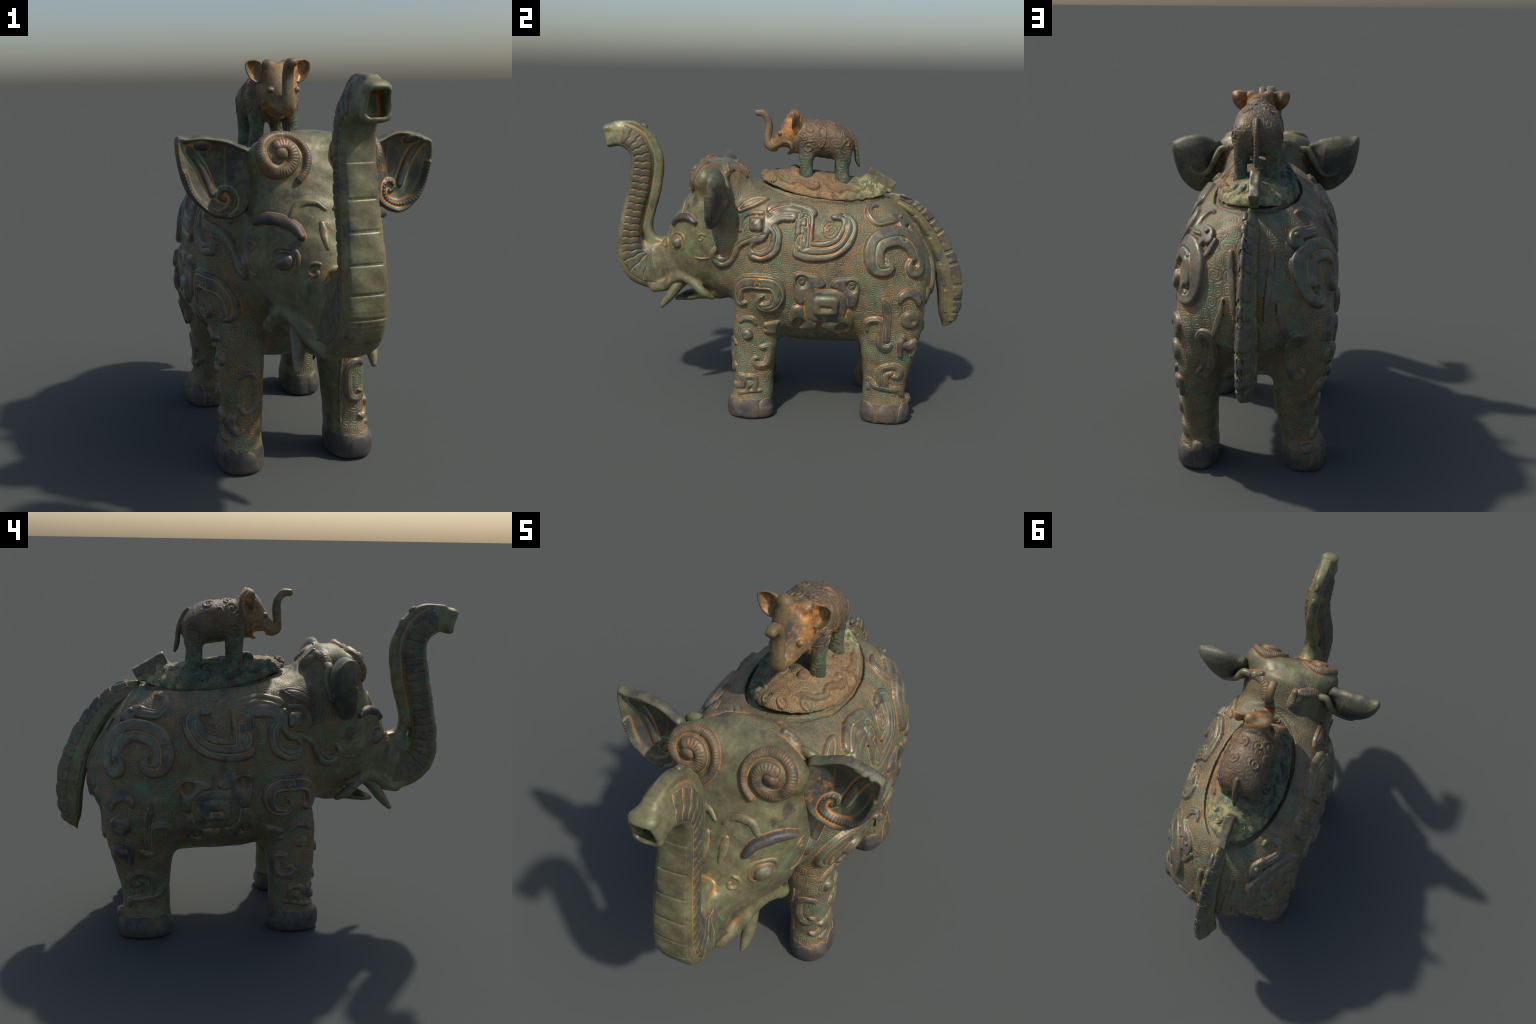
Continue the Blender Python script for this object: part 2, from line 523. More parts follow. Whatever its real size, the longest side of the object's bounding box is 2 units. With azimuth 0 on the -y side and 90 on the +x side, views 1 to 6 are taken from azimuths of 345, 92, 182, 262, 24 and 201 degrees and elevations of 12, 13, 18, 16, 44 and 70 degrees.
def bronze(name, base=OLIVE, second=OLIVE_PALE, dark=SLATE, green=VERDIGRIS, dark_amount=.35, green_amount=.3, ochre_amount=.25,
           ochre=OCHRE, spirals=0.0, turns=2.4, spiral_bump=.5, line_green=VERDIGRIS, line_mix=.5, crease=.0, rough=.55, metal=.25,
           grain=.25, brown=0.0, spiral_strength=.8, line_tan=TAN, tints=(), speck=0.0, fade_top=None):
    m = bpy.data.materials.new(name)
    m.use_nodes = True
    t = m.node_tree
    for n in list(t.nodes):
        t.nodes.remove(n)
    N = Nodes(t)
    out, bs = N.new("OutputMaterial"), N.new("BsdfPrincipled")
    t.links.new(bs.outputs[0], out.inputs[0])
    P = N.new("TexCoord").outputs["Object"]
    c = N.mix(N.ramp(N.math("MULTIPLY_ADD", N.noise(P, 24, 5, .65), .45, N.math("MULTIPLY", N.noise(P, 5.5, 5, .6), .6)), .40, .66), base, second)
    if brown:
        c = N.mix(N.math("MULTIPLY", N.ramp(N.noise(N.vmath("ADD", P, (3, 7, 1)), 3.2, 5, .6), .40, .62), brown), c, RUST)
    val = N.math("MULTIPLY_ADD", N.math("ADD", N.noise(N.vmath("ADD", P, (2, 6, 4)), 13, 4, .6), N.noise(N.vmath("ADD", P, (6, 1, 8)), 55, 3, .6)), .9, .10)
    c = N.vmath("SCALE", c, scale=val)
    # worn dark metal in blotches with soft ragged edges
    c = N.mix(N.ramp(N.noise(N.vmath("ADD", P, (5, 1, 2)), 8.0, 6, .6), .64 - .28 * dark_amount, .72 - .26 * dark_amount, 0, .85), c, dark)
    # green bloom, in broad clouds broken by fine grain
    gn = N.math("MULTIPLY_ADD", N.noise(N.vmath("ADD", P, (1, 4, 9)), 34, 5, .65), .45, N.math("MULTIPLY", N.noise(N.vmath("ADD", P, (8, 2, 6)), 6.0, 3), .62))
    gm = N.ramp(gn, .66 - .22 * green_amount, .80 - .22 * green_amount)
    c = N.mix(N.math("MULTIPLY", gm, .85), c, N.mix(N.ramp(N.noise(P, 15, 3), .4, .65), green, VERDIGRIS_PALE if green is VERDIGRIS else green))
    # ochre earth
    on = N.math("MULTIPLY_ADD", N.noise(N.vmath("ADD", P, (2, 2, 7)), 45, 5, .7), .5, N.math("MULTIPLY", N.noise(N.vmath("ADD", P, (9, 5, 3)), 7.0, 3), .58))
    om = N.ramp(on, .68 - .2 * ochre_amount, .80 - .2 * ochre_amount)
    c = N.mix(N.math("MULTIPLY", om, .9), c, ochre)
    for axis, lo, hi, ca, cb in tints:       # two-tone tint over one part of the piece
        k = N.math("ADD", N.vmath("DOT_PRODUCT", P, axis), N.math("MULTIPLY", N.math("SUBTRACT", N.noise(N.vmath("ADD", P, (3, 3, 8)), 16, 5, .65), .5), abs(hi - lo) * 1.6))
        c = N.mix(N.math("MULTIPLY", N.ramp(k, lo, hi), .88), c, N.mix(N.ramp(N.noise(P, 26, 5, .6), .4, .62), ca, cb))
    if speck:
        sp = N.ramp(N.noise(N.vmath("ADD", P, (4, 4, 4)), 120, 2, .5), .66, .74)
        c = N.mix(N.math("MULTIPLY", sp, speck), c, OCHRE)
    height = N.math("ADD", N.math("MULTIPLY", N.noise(P, 70, 6, .7), .5), N.math("MULTIPLY", N.noise(P, 22, 3), .8))
    if crease:
        geo = N.new("NewGeometry")
        cm = N.ramp(geo.outputs["Pointiness"], .497, .462)
        cc = N.mix(N.ramp(N.noise(N.vmath("ADD", P, (6, 6, 6)), 9, 3), .42, .6), OCHRE, line_green)
        c = N.mix(N.math("MULTIPLY", cm, crease), c, cc)
    if spirals:
        g = N.new("Group"); g.node_tree = MEANDER
        N.put(g.inputs[0], P); g.inputs[1].default_value = spirals; g.inputs[2].default_value = turns
        line = g.outputs[0]
        lm = N.math("ADD", N.noise(N.vmath("ADD", P, (4, 9, 2)), 7, 4, .6), N.math("MULTIPLY", N.math("SUBTRACT", g.outputs[1], .5), .12))
        lc = N.mix(N.ramp(lm, line_mix - .09, line_mix + .09), line_green, ochre)
        lc = N.mix(N.ramp(N.noise(N.vmath("ADD", P, (1, 8, 5)), 13, 3), .42, .58), lc, line_tan)
        fade = N.ramp(N.noise(N.vmath("ADD", P, (7, 3, 3)), 11, 4, .6), .30, .50, .35, 1.0)
        if fade_top:                             # rubbed smooth around the lid
            sz = N.new("SeparateXYZ"); N.put(sz.inputs[0], P)
            rub = N.ramp(N.math("ADD", sz.outputs[2], N.math("MULTIPLY", N.noise(P, 8, 3), .06)), fade_top[0], fade_top[1], 1.0, .25)
            line = N.math("MULTIPLY", line, rub)
        c = N.mix(N.math("MULTIPLY", N.math("MULTIPLY", line, fade), spiral_strength), c, lc)
        height = N.math("SUBTRACT", height, N.math("MULTIPLY", line, 2.2 * spiral_bump))
    b = N.new("Bump")
    b.inputs["Strength"].default_value = .55 if spirals else grain + .2
    b.inputs["Distance"].default_value = .004
    N.put(b.inputs["Height"], height)
    N.put(bs.inputs["Base Color"], c)
    bs.inputs["Metallic"].default_value = metal
    N.put(bs.inputs["Roughness"], N.ramp(N.noise(P, 18, 4), .3, .7, rough - .1, rough + .14))
    N.put(bs.inputs["Normal"], b.outputs[0])
    return m

M_GROUND = bronze("bronze_spiral_ground", base=rgb(104, 97, 74), second=rgb(117, 107, 79), dark=rgb(80, 78, 68), dark_amount=.3, green_amount=.38,
                  ochre_amount=.22, spirals=.052, turns=2.4, line_mix=.54, brown=.14, ochre=rgb(172, 116, 60), line_green=rgb(98, 142, 114), spiral_strength=.85, spiral_bump=.6, fade_top=(1.15, 1.24), green=rgb(88, 116, 88))
M_PLAIN = bronze("bronze_smooth_olive", dark_amount=.32, green_amount=.40, ochre_amount=.2, crease=.9, rough=.46, brown=.12, green=rgb(112, 130, 94), speck=.5)
M_RELIEF = bronze("bronze_raised_ornament", base=rgb(100, 94, 76), second=rgb(116, 109, 87), dark=rgb(80, 76, 75), dark_amount=.45, green_amount=.06, ochre_amount=.05,
                  crease=.9, rough=.42, line_green=VERDIGRIS, green=rgb(96, 122, 94))
M_SCALE = bronze("bronze_trunk_scale", base=rgb(88, 84, 64), second=rgb(104, 98, 74), dark=rgb(76, 74, 70), dark_amount=.4, green_amount=.15, ochre_amount=.06, crease=.8, green=rgb(96, 118, 90))
M_COIL = bronze("bronze_ribbed_snake", base=rgb(106, 90, 68), second=rgb(120, 106, 80), dark=rgb(78, 74, 70), dark_amount=.35, green_amount=.25, ochre_amount=.15, crease=.8, brown=.2, green=rgb(110, 132, 100))
M_SEAM = bronze("corrosion_seam", base=rgb(146, 98, 52), second=rgb(178, 118, 60), dark=OLIVE, green=rgb(116, 152, 120), dark_amount=.22, green_amount=.46, ochre_amount=.3, rough=.75, metal=0)
M_EAR = bronze("bronze_dark_ear", base=rgb(84, 82, 66), second=rgb(104, 101, 78), dark=rgb(70, 68, 66), dark_amount=.5, green_amount=.25, ochre_amount=.16, crease=.9, green=rgb(104, 126, 94))
M_FOOT = bronze("bronze_dark_foot", base=rgb(80, 76, 69), second=rgb(95, 90, 76), dark=rgb(70, 67, 68), dark_amount=.5, green_amount=-.1, ochre_amount=.08, crease=.8, brown=.1)
PATINA, DARK_GREEN, PALE = rgb(70, 100, 80), rgb(48, 60, 53), rgb(168, 158, 108)  # second green is the darker one, mixed in towards the lid's -x side
M_LID = bronze("bronze_lid_earth", base=rgb(112, 92, 66), second=rgb(142, 114, 78), dark=rgb(64, 62, 54), green=rgb(84, 112, 86), dark_amount=.35, green_amount=.35, ochre_amount=.35,
               ochre=rgb(172, 124, 72), spirals=.04, turns=2.2, line_green=rgb(140, 150, 108), line_mix=.45, crease=.5, rough=.7, metal=.1, spiral_strength=.5, line_tan=rgb(156, 134, 94),
               tints=[((-1, .35, 0), -.02, .10, DARK_GREEN, PATINA), ((0, 1, 0), .33, .45, PATINA, PALE)])
M_LID_RELIEF = bronze("bronze_lid_scroll", base=rgb(104, 84, 60), second=rgb(124, 98, 68), dark=rgb(68, 64, 56), green=rgb(84, 112, 86), dark_amount=.25, green_amount=.3, ochre_amount=.25, crease=.8, rough=.68, metal=.1,
               tints=[((-1, .35, 0), -.02, .10, DARK_GREEN, PATINA), ((0, 1, 0), .33, .45, PATINA, PALE)])
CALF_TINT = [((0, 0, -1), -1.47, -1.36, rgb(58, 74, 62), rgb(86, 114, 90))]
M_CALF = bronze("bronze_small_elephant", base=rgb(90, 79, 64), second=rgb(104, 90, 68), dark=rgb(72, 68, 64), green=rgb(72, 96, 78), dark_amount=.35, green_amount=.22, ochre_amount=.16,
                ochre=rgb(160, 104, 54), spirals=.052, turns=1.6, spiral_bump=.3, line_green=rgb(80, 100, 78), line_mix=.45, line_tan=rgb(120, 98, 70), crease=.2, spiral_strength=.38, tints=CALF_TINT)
M_CALF_FACE = bronze("bronze_small_face", base=rgb(108, 95, 69), second=rgb(128, 105, 69), dark_amount=.2, green_amount=.0, ochre_amount=.62, ochre=rgb(198, 130, 66), crease=.6, brown=.3)
M_CALF_LEG = M_CALF
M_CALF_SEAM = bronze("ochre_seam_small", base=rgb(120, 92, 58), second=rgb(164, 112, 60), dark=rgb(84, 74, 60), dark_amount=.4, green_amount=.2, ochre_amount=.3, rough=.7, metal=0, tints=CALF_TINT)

# ================================================================ the vessel
vessel = bpy.data.objects.new("bronze_elephant_vessel", None)
COLL.objects.link(vessel)
vessel["label"] = "ancient bronze elephant vessel with raised trunk and small elephant on the lid"
vessel["category"] = "bronze vessel"

# ---- main body as one smooth solid
B = Field((-.44, -1.03, -.03), (.44, .93, 1.64), .0065)
TORSO = [(-.36, .215, 1.27, .64, .86), (-.27, .257, 1.285, .60, .84), (-.19, .312, 1.275, .52, .81), (-.11, .354, 1.260, .445, .79), (0, .370, 1.248, .402, .79),
         (.2, .367, 1.236, .378, .78), (.4, .362, 1.222, .378, .78), (.52, .350, 1.205, .400, .77), (.62, .318, 1.160, .465, .77), (.70, .268, 1.075, .55, .77),
         (.76, .208, .985, .61, .76), (.80, .155, .91, .64, .755), (.83, .105, .84, .65, .74), (.843, .05, .79, .69, .735)]
# the casting leans a little: back and belly both sit towards -x
def lean(Y, Z):
    return (.002 + .022 * np.clip((Y - .45) / .2, 0, 1) * np.clip((Z - .85) / .15, 0, 1) - .055 * np.maximum(Z - .80, 0) * np.clip(1.5 - np.maximum(Y, .38) * 1.35, .2, 1) - .03 * np.maximum(.80 - Z, 0)) * np.clip((Y + .25) / .25, 0, 1)
B.add(loft_y(TORSO, ([-.4, 0, .3, .5, .65, .85], [2.5, 2.75, 2.6, 2.2, 1.95, 1.9]), 2.4, lean), (-.44, -.40, .3), (.44, .9, 1.35))
HEAD = [(-.735, .072, .875, .645, .76), (-.68, .088, .92, .66, .79), (-.62, .130, 1.03, .69, .84), (-.56, .182, 1.130, .715, .90), (-.52, .210, 1.203, .715, .94), (-.48, .234, 1.285, .70, .97),
        (-.44, .250, 1.345, .67, 1.0), (-.38, .258, 1.382, .64, 1.0), (-.31, .250, 1.385, .62, .98), (-.25, .230, 1.345, .62, .96), (-.19, .16, 1.290, .67, .95)]
B.add(loft_y(HEAD, 2.6, ([-.74, -.5, -.4, -.2], [3.2, 3.2, 2.3, 2.1])), (-.3, -.76, .5), (.3, -.15, 1.45), .035)
# lower jaw, a pointed scoop under the open mouth
B.add(sweep([(-.36, .655, 0, .13, .06), (-.45, .632, 0, .115, .035), (-.54, .605, 0, .085, .022), (-.605, .585, 0, .03, .012)], 2.2), (-.2, -.66, .5), (.2, -.3, .75), .03)
B.cut(ellipsoid((0, -.57, .685), (.125, .13, .055)), (-.2, -.72, .55), (.2, -.4, .8), .02)
# trunk: from the face down, forward, up and forward again; flat front, narrow back
TX = -.007
pairs = [(-.70, .645, -.665, .91), (-.775, .645, -.715, .89), (-.85, .685, -.755, .885), (-.905, .765, -.785, .905), (-.923, .855, -.792, .935), (-.924, .951, -.79, .975), (-.909, 1.039, -.78, 1.045),
         (-.89, 1.134, -.757, 1.132), (-.873, 1.206, -.735, 1.217), (-.858, 1.291, -.720, 1.30), (-.849, 1.365, -.712, 1.378), (-.856, 1.405, -.728, 1.445),
         (-.879, 1.433, -.768, 1.515), (-.915, 1.445, -.86, 1.572), (-.955, 1.440, -.945, 1.567), (-.974, 1.442, -.989, 1.549)]
width = [.082, .079, .077, .076, .074, .071, .069, .066, .063, .061, .060, .060, .058, .052, .047, .045]
trunk_rows = [((a + c) / 2, (b + d) / 2, TX, w - .003, math.hypot(a - c, b - d) / 2 - .004) for (a, b, c, d), w in zip(pairs, width)]
B.add(sweep(trunk_rows, 3.6, taper=-.22, flat_ends=True, sub=6), (-.14, -1.02, .58), (.16, -.6, 1.63), .022)
# crest along the back of the trunk
crest = [(y, z, TX, w, b) for y, z, w, b in ((-.675, .905, .040, .030), (-.730, .918, .034, .034), (-.762, .97, .028, .028), (-.760, 1.04, .026, .028), (-.735, 1.13, .025, .029), (-.711, 1.217, .024, .029), (-.698, 1.30, .023, .028),
         (-.697, 1.38, .023, .028), (-.715, 1.45, .024, .026), (-.755, 1.513, .025, .022), (-.80, 1.553, .025, .019), (-.86, 1.573, .025, .013), (-.93, 1.568, .023, .010))]
B.add(sweep(crest, 3.0, sub=6), (-.06, -.98, .85), (.08, -.62, 1.63), .010)
# the crest runs into the bridge of the nose
B.add(ellipsoid((TX, -.748, .862), (.050, .062, .054)), (-.1, -.85, .76), (.1, -.64, .96), .025)
# lip of the trunk mouth
B.add(ellipsoid((TX, -.972, 1.543), (.042, .022, .017)), (-.08, -1.02, 1.5), (.08, -.92, 1.6), .02)
B.add(ellipsoid((TX, -.960, 1.452), (.046, .020, .015)), (-.08, -1.02, 1.4), (.08, -.92, 1.5), .015)
B.cut(box_round((TX, -.982, 1.496), (.031, .06, .039), .012, tilt=-.12), (-.06, -1.03, 1.42), (.08, -.89, 1.57), .006)
# legs
def leg_rows(table, cx, hw):
    return [(y, z, c, w, b) for (y, z, b), c, w in zip(table, cx, hw)]
FRONT = [(-.10, .80, .10), (-.115, .70, .112), (-.130, .55, .130), (-.142, .40, .122), (-.147, .28, .110), (-.147, .16, .106), (-.154, .10, .113), (-.160, .055, .124), (-.160, -.03, .120), (-.160, -.12, .120)]
REAR = [(.575, .82, .13), (.595, .72, .165), (.594, .55, .163), (.579, .43, .152), (.574, .33, .134), (.568, .24, .119), (.564, .15, .114), (.568, .10, .122), (.571, .055, .132), (.571, -.03, .128), (.571, -.12, .128)]
LEGS = {(0, 1): leg_rows(FRONT, [.17, .184, .197, .206, .214, .222, .228, .233, .233, .233], [.10, .108, .095, .090, .085, .082, .088, .094, .091, .091]),
        (0, -1): leg_rows(FRONT, [.18, .21, .226, .230, .233, .237, .242, .245, .245, .245], [.10, .108, .095, .090, .086, .083, .088, .094, .091, .091]),
        (1, 1): leg_rows(REAR, [.17, .20, .230, .242, .246, .247, .249, .252, .256, .256, .256], [.11, .135, .110, .098, .087, .079, .078, .085, .092, .090, .090]),
        (1, -1): leg_rows(REAR, [.17, .200, .212, .203, .192, .197, .211, .226, .236, .236, .236], [.11, .152, .130, .113, .101, .091, .085, .092, .100, .098, .098])}
for (rear_leg, sx), rows in LEGS.items():
    x0, x1 = sorted((sx * .02, sx * .42))
    y0, y1 = (.34, .84) if rear_leg else (-.36, .08)
    B.add(sweep(rows, 2.5, x_sign=sx), (x0, y0, -.03), (x1, y1, .95), .055)
B.F = smax(B.F, np.broadcast_to(-B.Z, B.F.shape).astype(np.float32), .012)
for sx in (1, -1):
    # upper lip: a heavy fold that arches over the mouth
    B.add(tube3([(sx * .075, -.72, .660, .022), (sx * .100, -.655, .680, .026), (sx * .132, -.60, .728, .024), (sx * .158, -.545, .748, .023), (sx * .178, -.49, .726, .023), (sx * .190, -.43, .675, .022), (sx * .180, -.385, .645, .014)]),
          (min(sx * .02, sx * .26), -.8, .58), (max(sx * .02, sx * .26), -.34, .83), .03)
    # cheek and forehead swell
    B.add(ellipsoid((sx * .152, -.415, 1.29), (.105, .075, .085)), (min(sx * .01, sx * .3), -.6, 1.14), (max(sx * .01, sx * .3), -.28, 1.44), .05)
def seat(X, Y, Z):
    r = np.sqrt((X / .192)**2 + ((Y - .210) / .347)**2)
    return np.maximum(np.abs((r - 1.025) * .2) - .0085, 1.262 - .1095 * (Y + .137) - 1.39 * X * X - Z)
B.cut(seat, (-.24, -.2, 1.05), (.24, .62, 1.36), .006)
wob = np.sin(B.X * 21 + 1.7 * np.sin(B.Z * 13)) * np.sin(B.Y * 17 + 2 * np.sin(B.X * 9)) * np.sin(B.Z * 19 + 1.3) + .5 * np.sin(B.Y * 47 + B.Z * 31) * np.sin(B.X * 43 + B.Z * 37)
B.finish()
B.F = smax(B.F + (.0028 * wob).astype(np.float32), np.broadcast_to(-B.Z, B.F.shape).astype(np.float32), .006)
V, Q = B.mesh()
NV = B.normal(V, .005)
C = V[Q].mean(1)
lab = np.zeros(len(Q), int)                                            # 0 torso
lab[C[:, 1] < -.335 - .16 * (C[:, 2] - .75) * (C[:, 2] < 1.2)] = 1      # head
lab[(C[:, 1] < -.715) | ((C[:, 1] < -.66) & (C[:, 2] > .915))] = 2        # trunk
lab[(lab == 1) & (C[:, 2] < .655) & (C[:, 1] > -.66)] = 3              # jaw
leg = (C[:, 2] < .43) & (np.abs(C[:, 0]) > .11)
for i, (fy, sx) in enumerate(((0, 1), (0, -1), (1, 1), (1, -1))):
    k = leg & ((C[:, 1] > .25) == bool(fy)) & (np.sign(C[:, 0]) == sx) & (np.abs(C[:, 1] - (.57 if fy else -.14)) < .2)
    lab[k & (C[:, 2] >= .105)] = 4 + i
    lab[k & (C[:, 2] < .105)] = 8 + i
parts = {}
NF = NV[Q].mean(1)
inner_side = (((lab >= 4) & (NF[:, 0] * np.sign(C[:, 0]) < -.5)) | ((lab == 0) & (NF[:, 2] < -.72))).astype(np.int32)
split_body(V, Q, NV, lab, ["torso", "head", "trunk", "jaw"] + ["leg"] * 4, [[M_GROUND, M_PLAIN]] + [[M_PLAIN, M_PLAIN]] * 3 + [[M_GROUND, M_PLAIN]] * 4, [vessel] * 8, parts, inner_side)
torso, head, trunk = parts["torso"][0], parts["head"][0], parts["trunk"][0]
legs = parts["leg"]
split_body(V, Q, NV, np.where(lab >= 8, lab - 8, -1), ["foot"] * 4, [M_FOOT] * 4, legs, parts)

# ---------------------------------------------------------------- loose shapes
def tube_object(name, rows, mat, parent, sides=14, sub=6, squash=1.0):
    """tapering horn, coil or tendril through rows (x, y, z, radius)"""
    R = smooth_path(rows, sub)
    V, Fc = [], []
    ref = np.array([0.3, .2, 1.0])
    for i, r in enumerate(R):
        t = R[min(i + 1, len(R) - 1), :3] - R[max(i - 1, 0), :3]
        t /= np.linalg.norm(t) + 1e-9
        a = np.cross(t, ref); a /= np.linalg.norm(a) + 1e-9
        b = np.cross(t, a)
        ref = ref * .0 + b if i else b
        ref = np.cross(a, t)
        for k in range(sides):
            th = 2 * math.pi * k / sides
            V.append(r[:3] + r[3] * (math.cos(th) * a + squash * math.sin(th) * b))
    n = len(R)
    for i in range(n - 1):
        for k in range(sides):
            Fc.append((i * sides + k, i * sides + (k + 1) % sides, (i + 1) * sides + (k + 1) % sides, (i + 1) * sides + k))
    Fc.append(tuple(range(sides))[::-1])
    Fc.append(tuple((n - 1) * sides + k for k in range(sides)))
    ob = make_object(name, V, Fc, mat, parent)
    return ob

def leaf_plate(name, outline, to_world, thickness, mats, parent, front=None, cell=.004, edge=.02):
    """curved plate with an outline in (s, t); to_world(s, t, offset) places it; front(P, d) adds relief"""
    poly = smooth_path(outline, 8, closed=True)
    lo, hi = poly.min(0) - .01, poly.max(0) + .01
    s, t = np.arange(lo[0], hi[0], cell), np.arange(lo[1], hi[1], cell)
    S, T = np.meshgrid(s, t, indexing="ij")
    P = np.stack([S.ravel(), T.ravel()], 1)
    d = polygon_distance(P, poly)
    g = np.stack([a.ravel() for a in np.gradient(d.reshape(S.shape), cell)], 1)
    g /= np.linalg.norm(g, axis=1, keepdims=True) + 1e-9
    near = np.abs(d) < .7 * cell
    P[near] -= g[near] * d[near][:, None]
    d = np.where(near, 0, d)
    I = np.arange(S.size).reshape(S.shape)
    Q = np.stack([I[:-1, :-1], I[1:, :-1], I[1:, 1:], I[:-1, 1:]], -1).reshape(-1, 4)
    Q = Q[(d[Q] <= 1e-9).all(1)]
    used, inv = np.unique(Q, return_inverse=True)
    Q, P, d = inv.reshape(-1, 4), P[used], d[used]
    prof = np.sqrt(np.clip(1 - (1 - np.clip(-d / edge, 0, 1))**2, 0, 1))
    half = thickness * .5 * prof
    add = front(P, d) * prof if front else 0
    Vf, Vb = to_world(P, half + add, d), to_world(P, -half, d)
    n = len(P)
    nf = np.cross(Vf[Q[0, 1]] - Vf[Q[0, 0]], Vf[Q[0, 3]] - Vf[Q[0, 0]]) @ (Vf[Q[0, 0]] - to_world(P, half - .01, d)[Q[0, 0]])
    Qf, Qb = (Q, Q[:, ::-1] + n) if nf > 0 else (Q[:, ::-1], Q + n)
    V, F4 = np.vstack([Vf, Vb]), np.vstack([Qf, Qb])
    rim = np.where(d >= -1e-9)[0]
    remap = np.arange(2 * n); remap[n + rim] = rim
    return make_object(name, V, remap[F4], mats, parent)

# ---------------------------------------------------------------- ears
def ear(sx, outline, parent):
    def to_world(P, off, d):
        u, z = P[:, 0], P[:, 1]
        y = -.347 - .075 * (1.36 - z) - .06 * np.clip(.36 - u, 0, .1)
        y = y + .046 * (1 - np.exp(-(np.clip(-d, 0, 1) / .045)**1.5)) * np.clip((u - .24) / .08, 0, 1)
        return np.stack([sx * u, y - off, z], 1)
    tail_curl = smooth_path([(.475, 1.25), (.455, 1.185), (.42, 1.125), (.37, 1.098), (.325, 1.105), (.296, 1.135), (.305, 1.175), (.335, 1.18), (.345, 1.155), (.328, 1.145)], 8)
    tail_curl = np.hstack([tail_curl, np.full((len(tail_curl), 1), .010)])
    bar = np.hstack([smooth_path([(.45, 1.33), (.41, 1.27), (.385, 1.21), (.37, 1.17)], 6), np.full((19, 1), .012)])
    knob = np.array([[.425, 1.342, .012], [.395, 1.34, .012]])
    def front(P, d):
        dd, arc = stroke_distance(P, tail_curl)
        h = .014 * np.clip(1 - (np.maximum(dd + .012, 0) / .014)**2, 0, 1) * (1 + .22 * np.cos(arc * 2 * math.pi / .012))
        d2, _ = stroke_distance(P, bar)
        h = np.maximum(h, .013 * np.clip(1 - (np.maximum(d2 + .01, 0) / .016)**2, 0, 1))
        d3, _ = stroke_distance(P, knob)
        h = np.maximum(h, .014 * np.clip(1 - (np.maximum(d3 + .008, 0) / .014)**2, 0, 1))
        rim = .010 * np.exp(-((d + .012) / .010)**2)
        return h + rim
    return leaf_plate("ear", outline, to_world, .040, M_EAR, parent, front)

EAR_R = [(.235, 1.335), (.275, 1.352), (.345, 1.376), (.415, 1.370), (.470, 1.350), (.500, 1.325), (.494, 1.245), (.462, 1.145), (.410, 1.083), (.358, 1.060), (.305, 1.075), (.262, 1.105), (.232, 1.16), (.22, 1.25)]
EAR_L = [(.235, 1.325), (.270, 1.345), (.320, 1.366), (.400, 1.379), (.455, 1.377), (.502, 1.372), (.497, 1.27), (.470, 1.18), (.425, 1.125), (.375, 1.088), (.318, 1.075), (.262, 1.095), (.232, 1.15), (.22, 1.25)]
ear_right, ear_left = ear(1, EAR_R, vessel), ear(-1, EAR_L, vessel)
for sx, e in ((1, ear_right), (-1, ear_left)):
    c = [(.185, -.29, 1.31, .018), (.230, -.295, 1.305, .019), (.262, -0.278, 1.255, .018), (.292, -0.286, 1.20, .016), (.330, -0.290, 1.172, .014), (.372, -0.288, 1.178, .012), (.393, -0.284, 1.205, .009), (.376, -0.286, 1.225, .006)]
    tube_object("ear_scroll", [(sx * x, y - .016, z, r) for x, y, z, r in c], M_PLAIN, e)

# ---------------------------------------------------------------- tail with notched crest
TL = Field((-.075, .54, .40), (.075, 1.05, 1.27), .0055)
outer = [(.60, 1.212), (.675, 1.198), (.738, 1.160), (.790, 1.118), (.844, 1.054), (.892, .988), (.937, .898), (.972, .812), (.991, .73), (.997, .64), (.989, .56), (.965, .50), (.918, .462)]
inner = [(.58, 1.15), (.635, 1.12), (.675, 1.09), (.715, 1.045), (.755, .985), (.787, .92), (.815, .855), (.838, .785), (.855, .72), (.868, .645), (.876, .57), (.886, .51), (.902, .465)]
tw = [.016, .022, .026, .028, .029, .030, .031, .033, .035, .036, .035, .028, .010]
tail_rows = [((a + c) / 2, (b + d) / 2, .016 * min(1, (k + 1) / 4), w, math.hypot(a - c, b - d) / 2) for k, ((a, b), (c, d), w) in enumerate(zip(outer, inner, tw))]
TL.add(sweep(tail_rows, 2.6, taper=.5, sub=6, skew=.014), (-.075, .54, .40), (.075, 1.05, 1.27), .01)
TL.finish()
Vt, Qt = TL.mesh()
tail = make_object("tail", Vt, Qt, M_PLAIN, vessel)
Ro, Ri = smooth_path(outer, 6), smooth_path(inner, 6)
cuts = (np.linspace(2, len(Ro) - 5, 11) + rng.uniform(-1.3, 1.3, 11)).astype(int)
for sx in (1, -1):
    pl = side_plane(TL, sx, dist=.2)
    for a, b in zip(cuts[:-1], cuts[1:]):
        o1, o2, i1, i2 = Ro[a + 1], Ro[b], Ri[a + 1], Ri[b]
        quad = [o1 * 1.01 + i1 * -.01, o2 * 1.01 + i2 * -.01, o2 * .62 + i2 * .38, o1 * .62 + i1 * .38]
        shp = ((lambda P, q=np.array(quad): (polygon_distance(P, q), np.zeros(len(P)))), np.min(quad, 0), np.max(quad, 0))
        m = (o1 + o2) * .35 + (i1 + i2) * .15
        relief("tail_crest_plate", pl, shp, .005, tail, [M_RELIEF, M_SEAM], edge=.006, skirt=.003, fall=.02, dots=[(m[0], m[1], .012, -.003)])
    for a in range(4, len(Ri) - 12, 12):
        path = [tuple(Ri[k] * .72 + Ro[k] * .28) + (.011,) for k in range(a, min(a + 11, len(Ri) - 3), 3)]
        relief("tail_band", pl, strokes(path), .004, tail, [M_PLAIN, M_SEAM], edge=.008, skirt=.003, fall=.02)
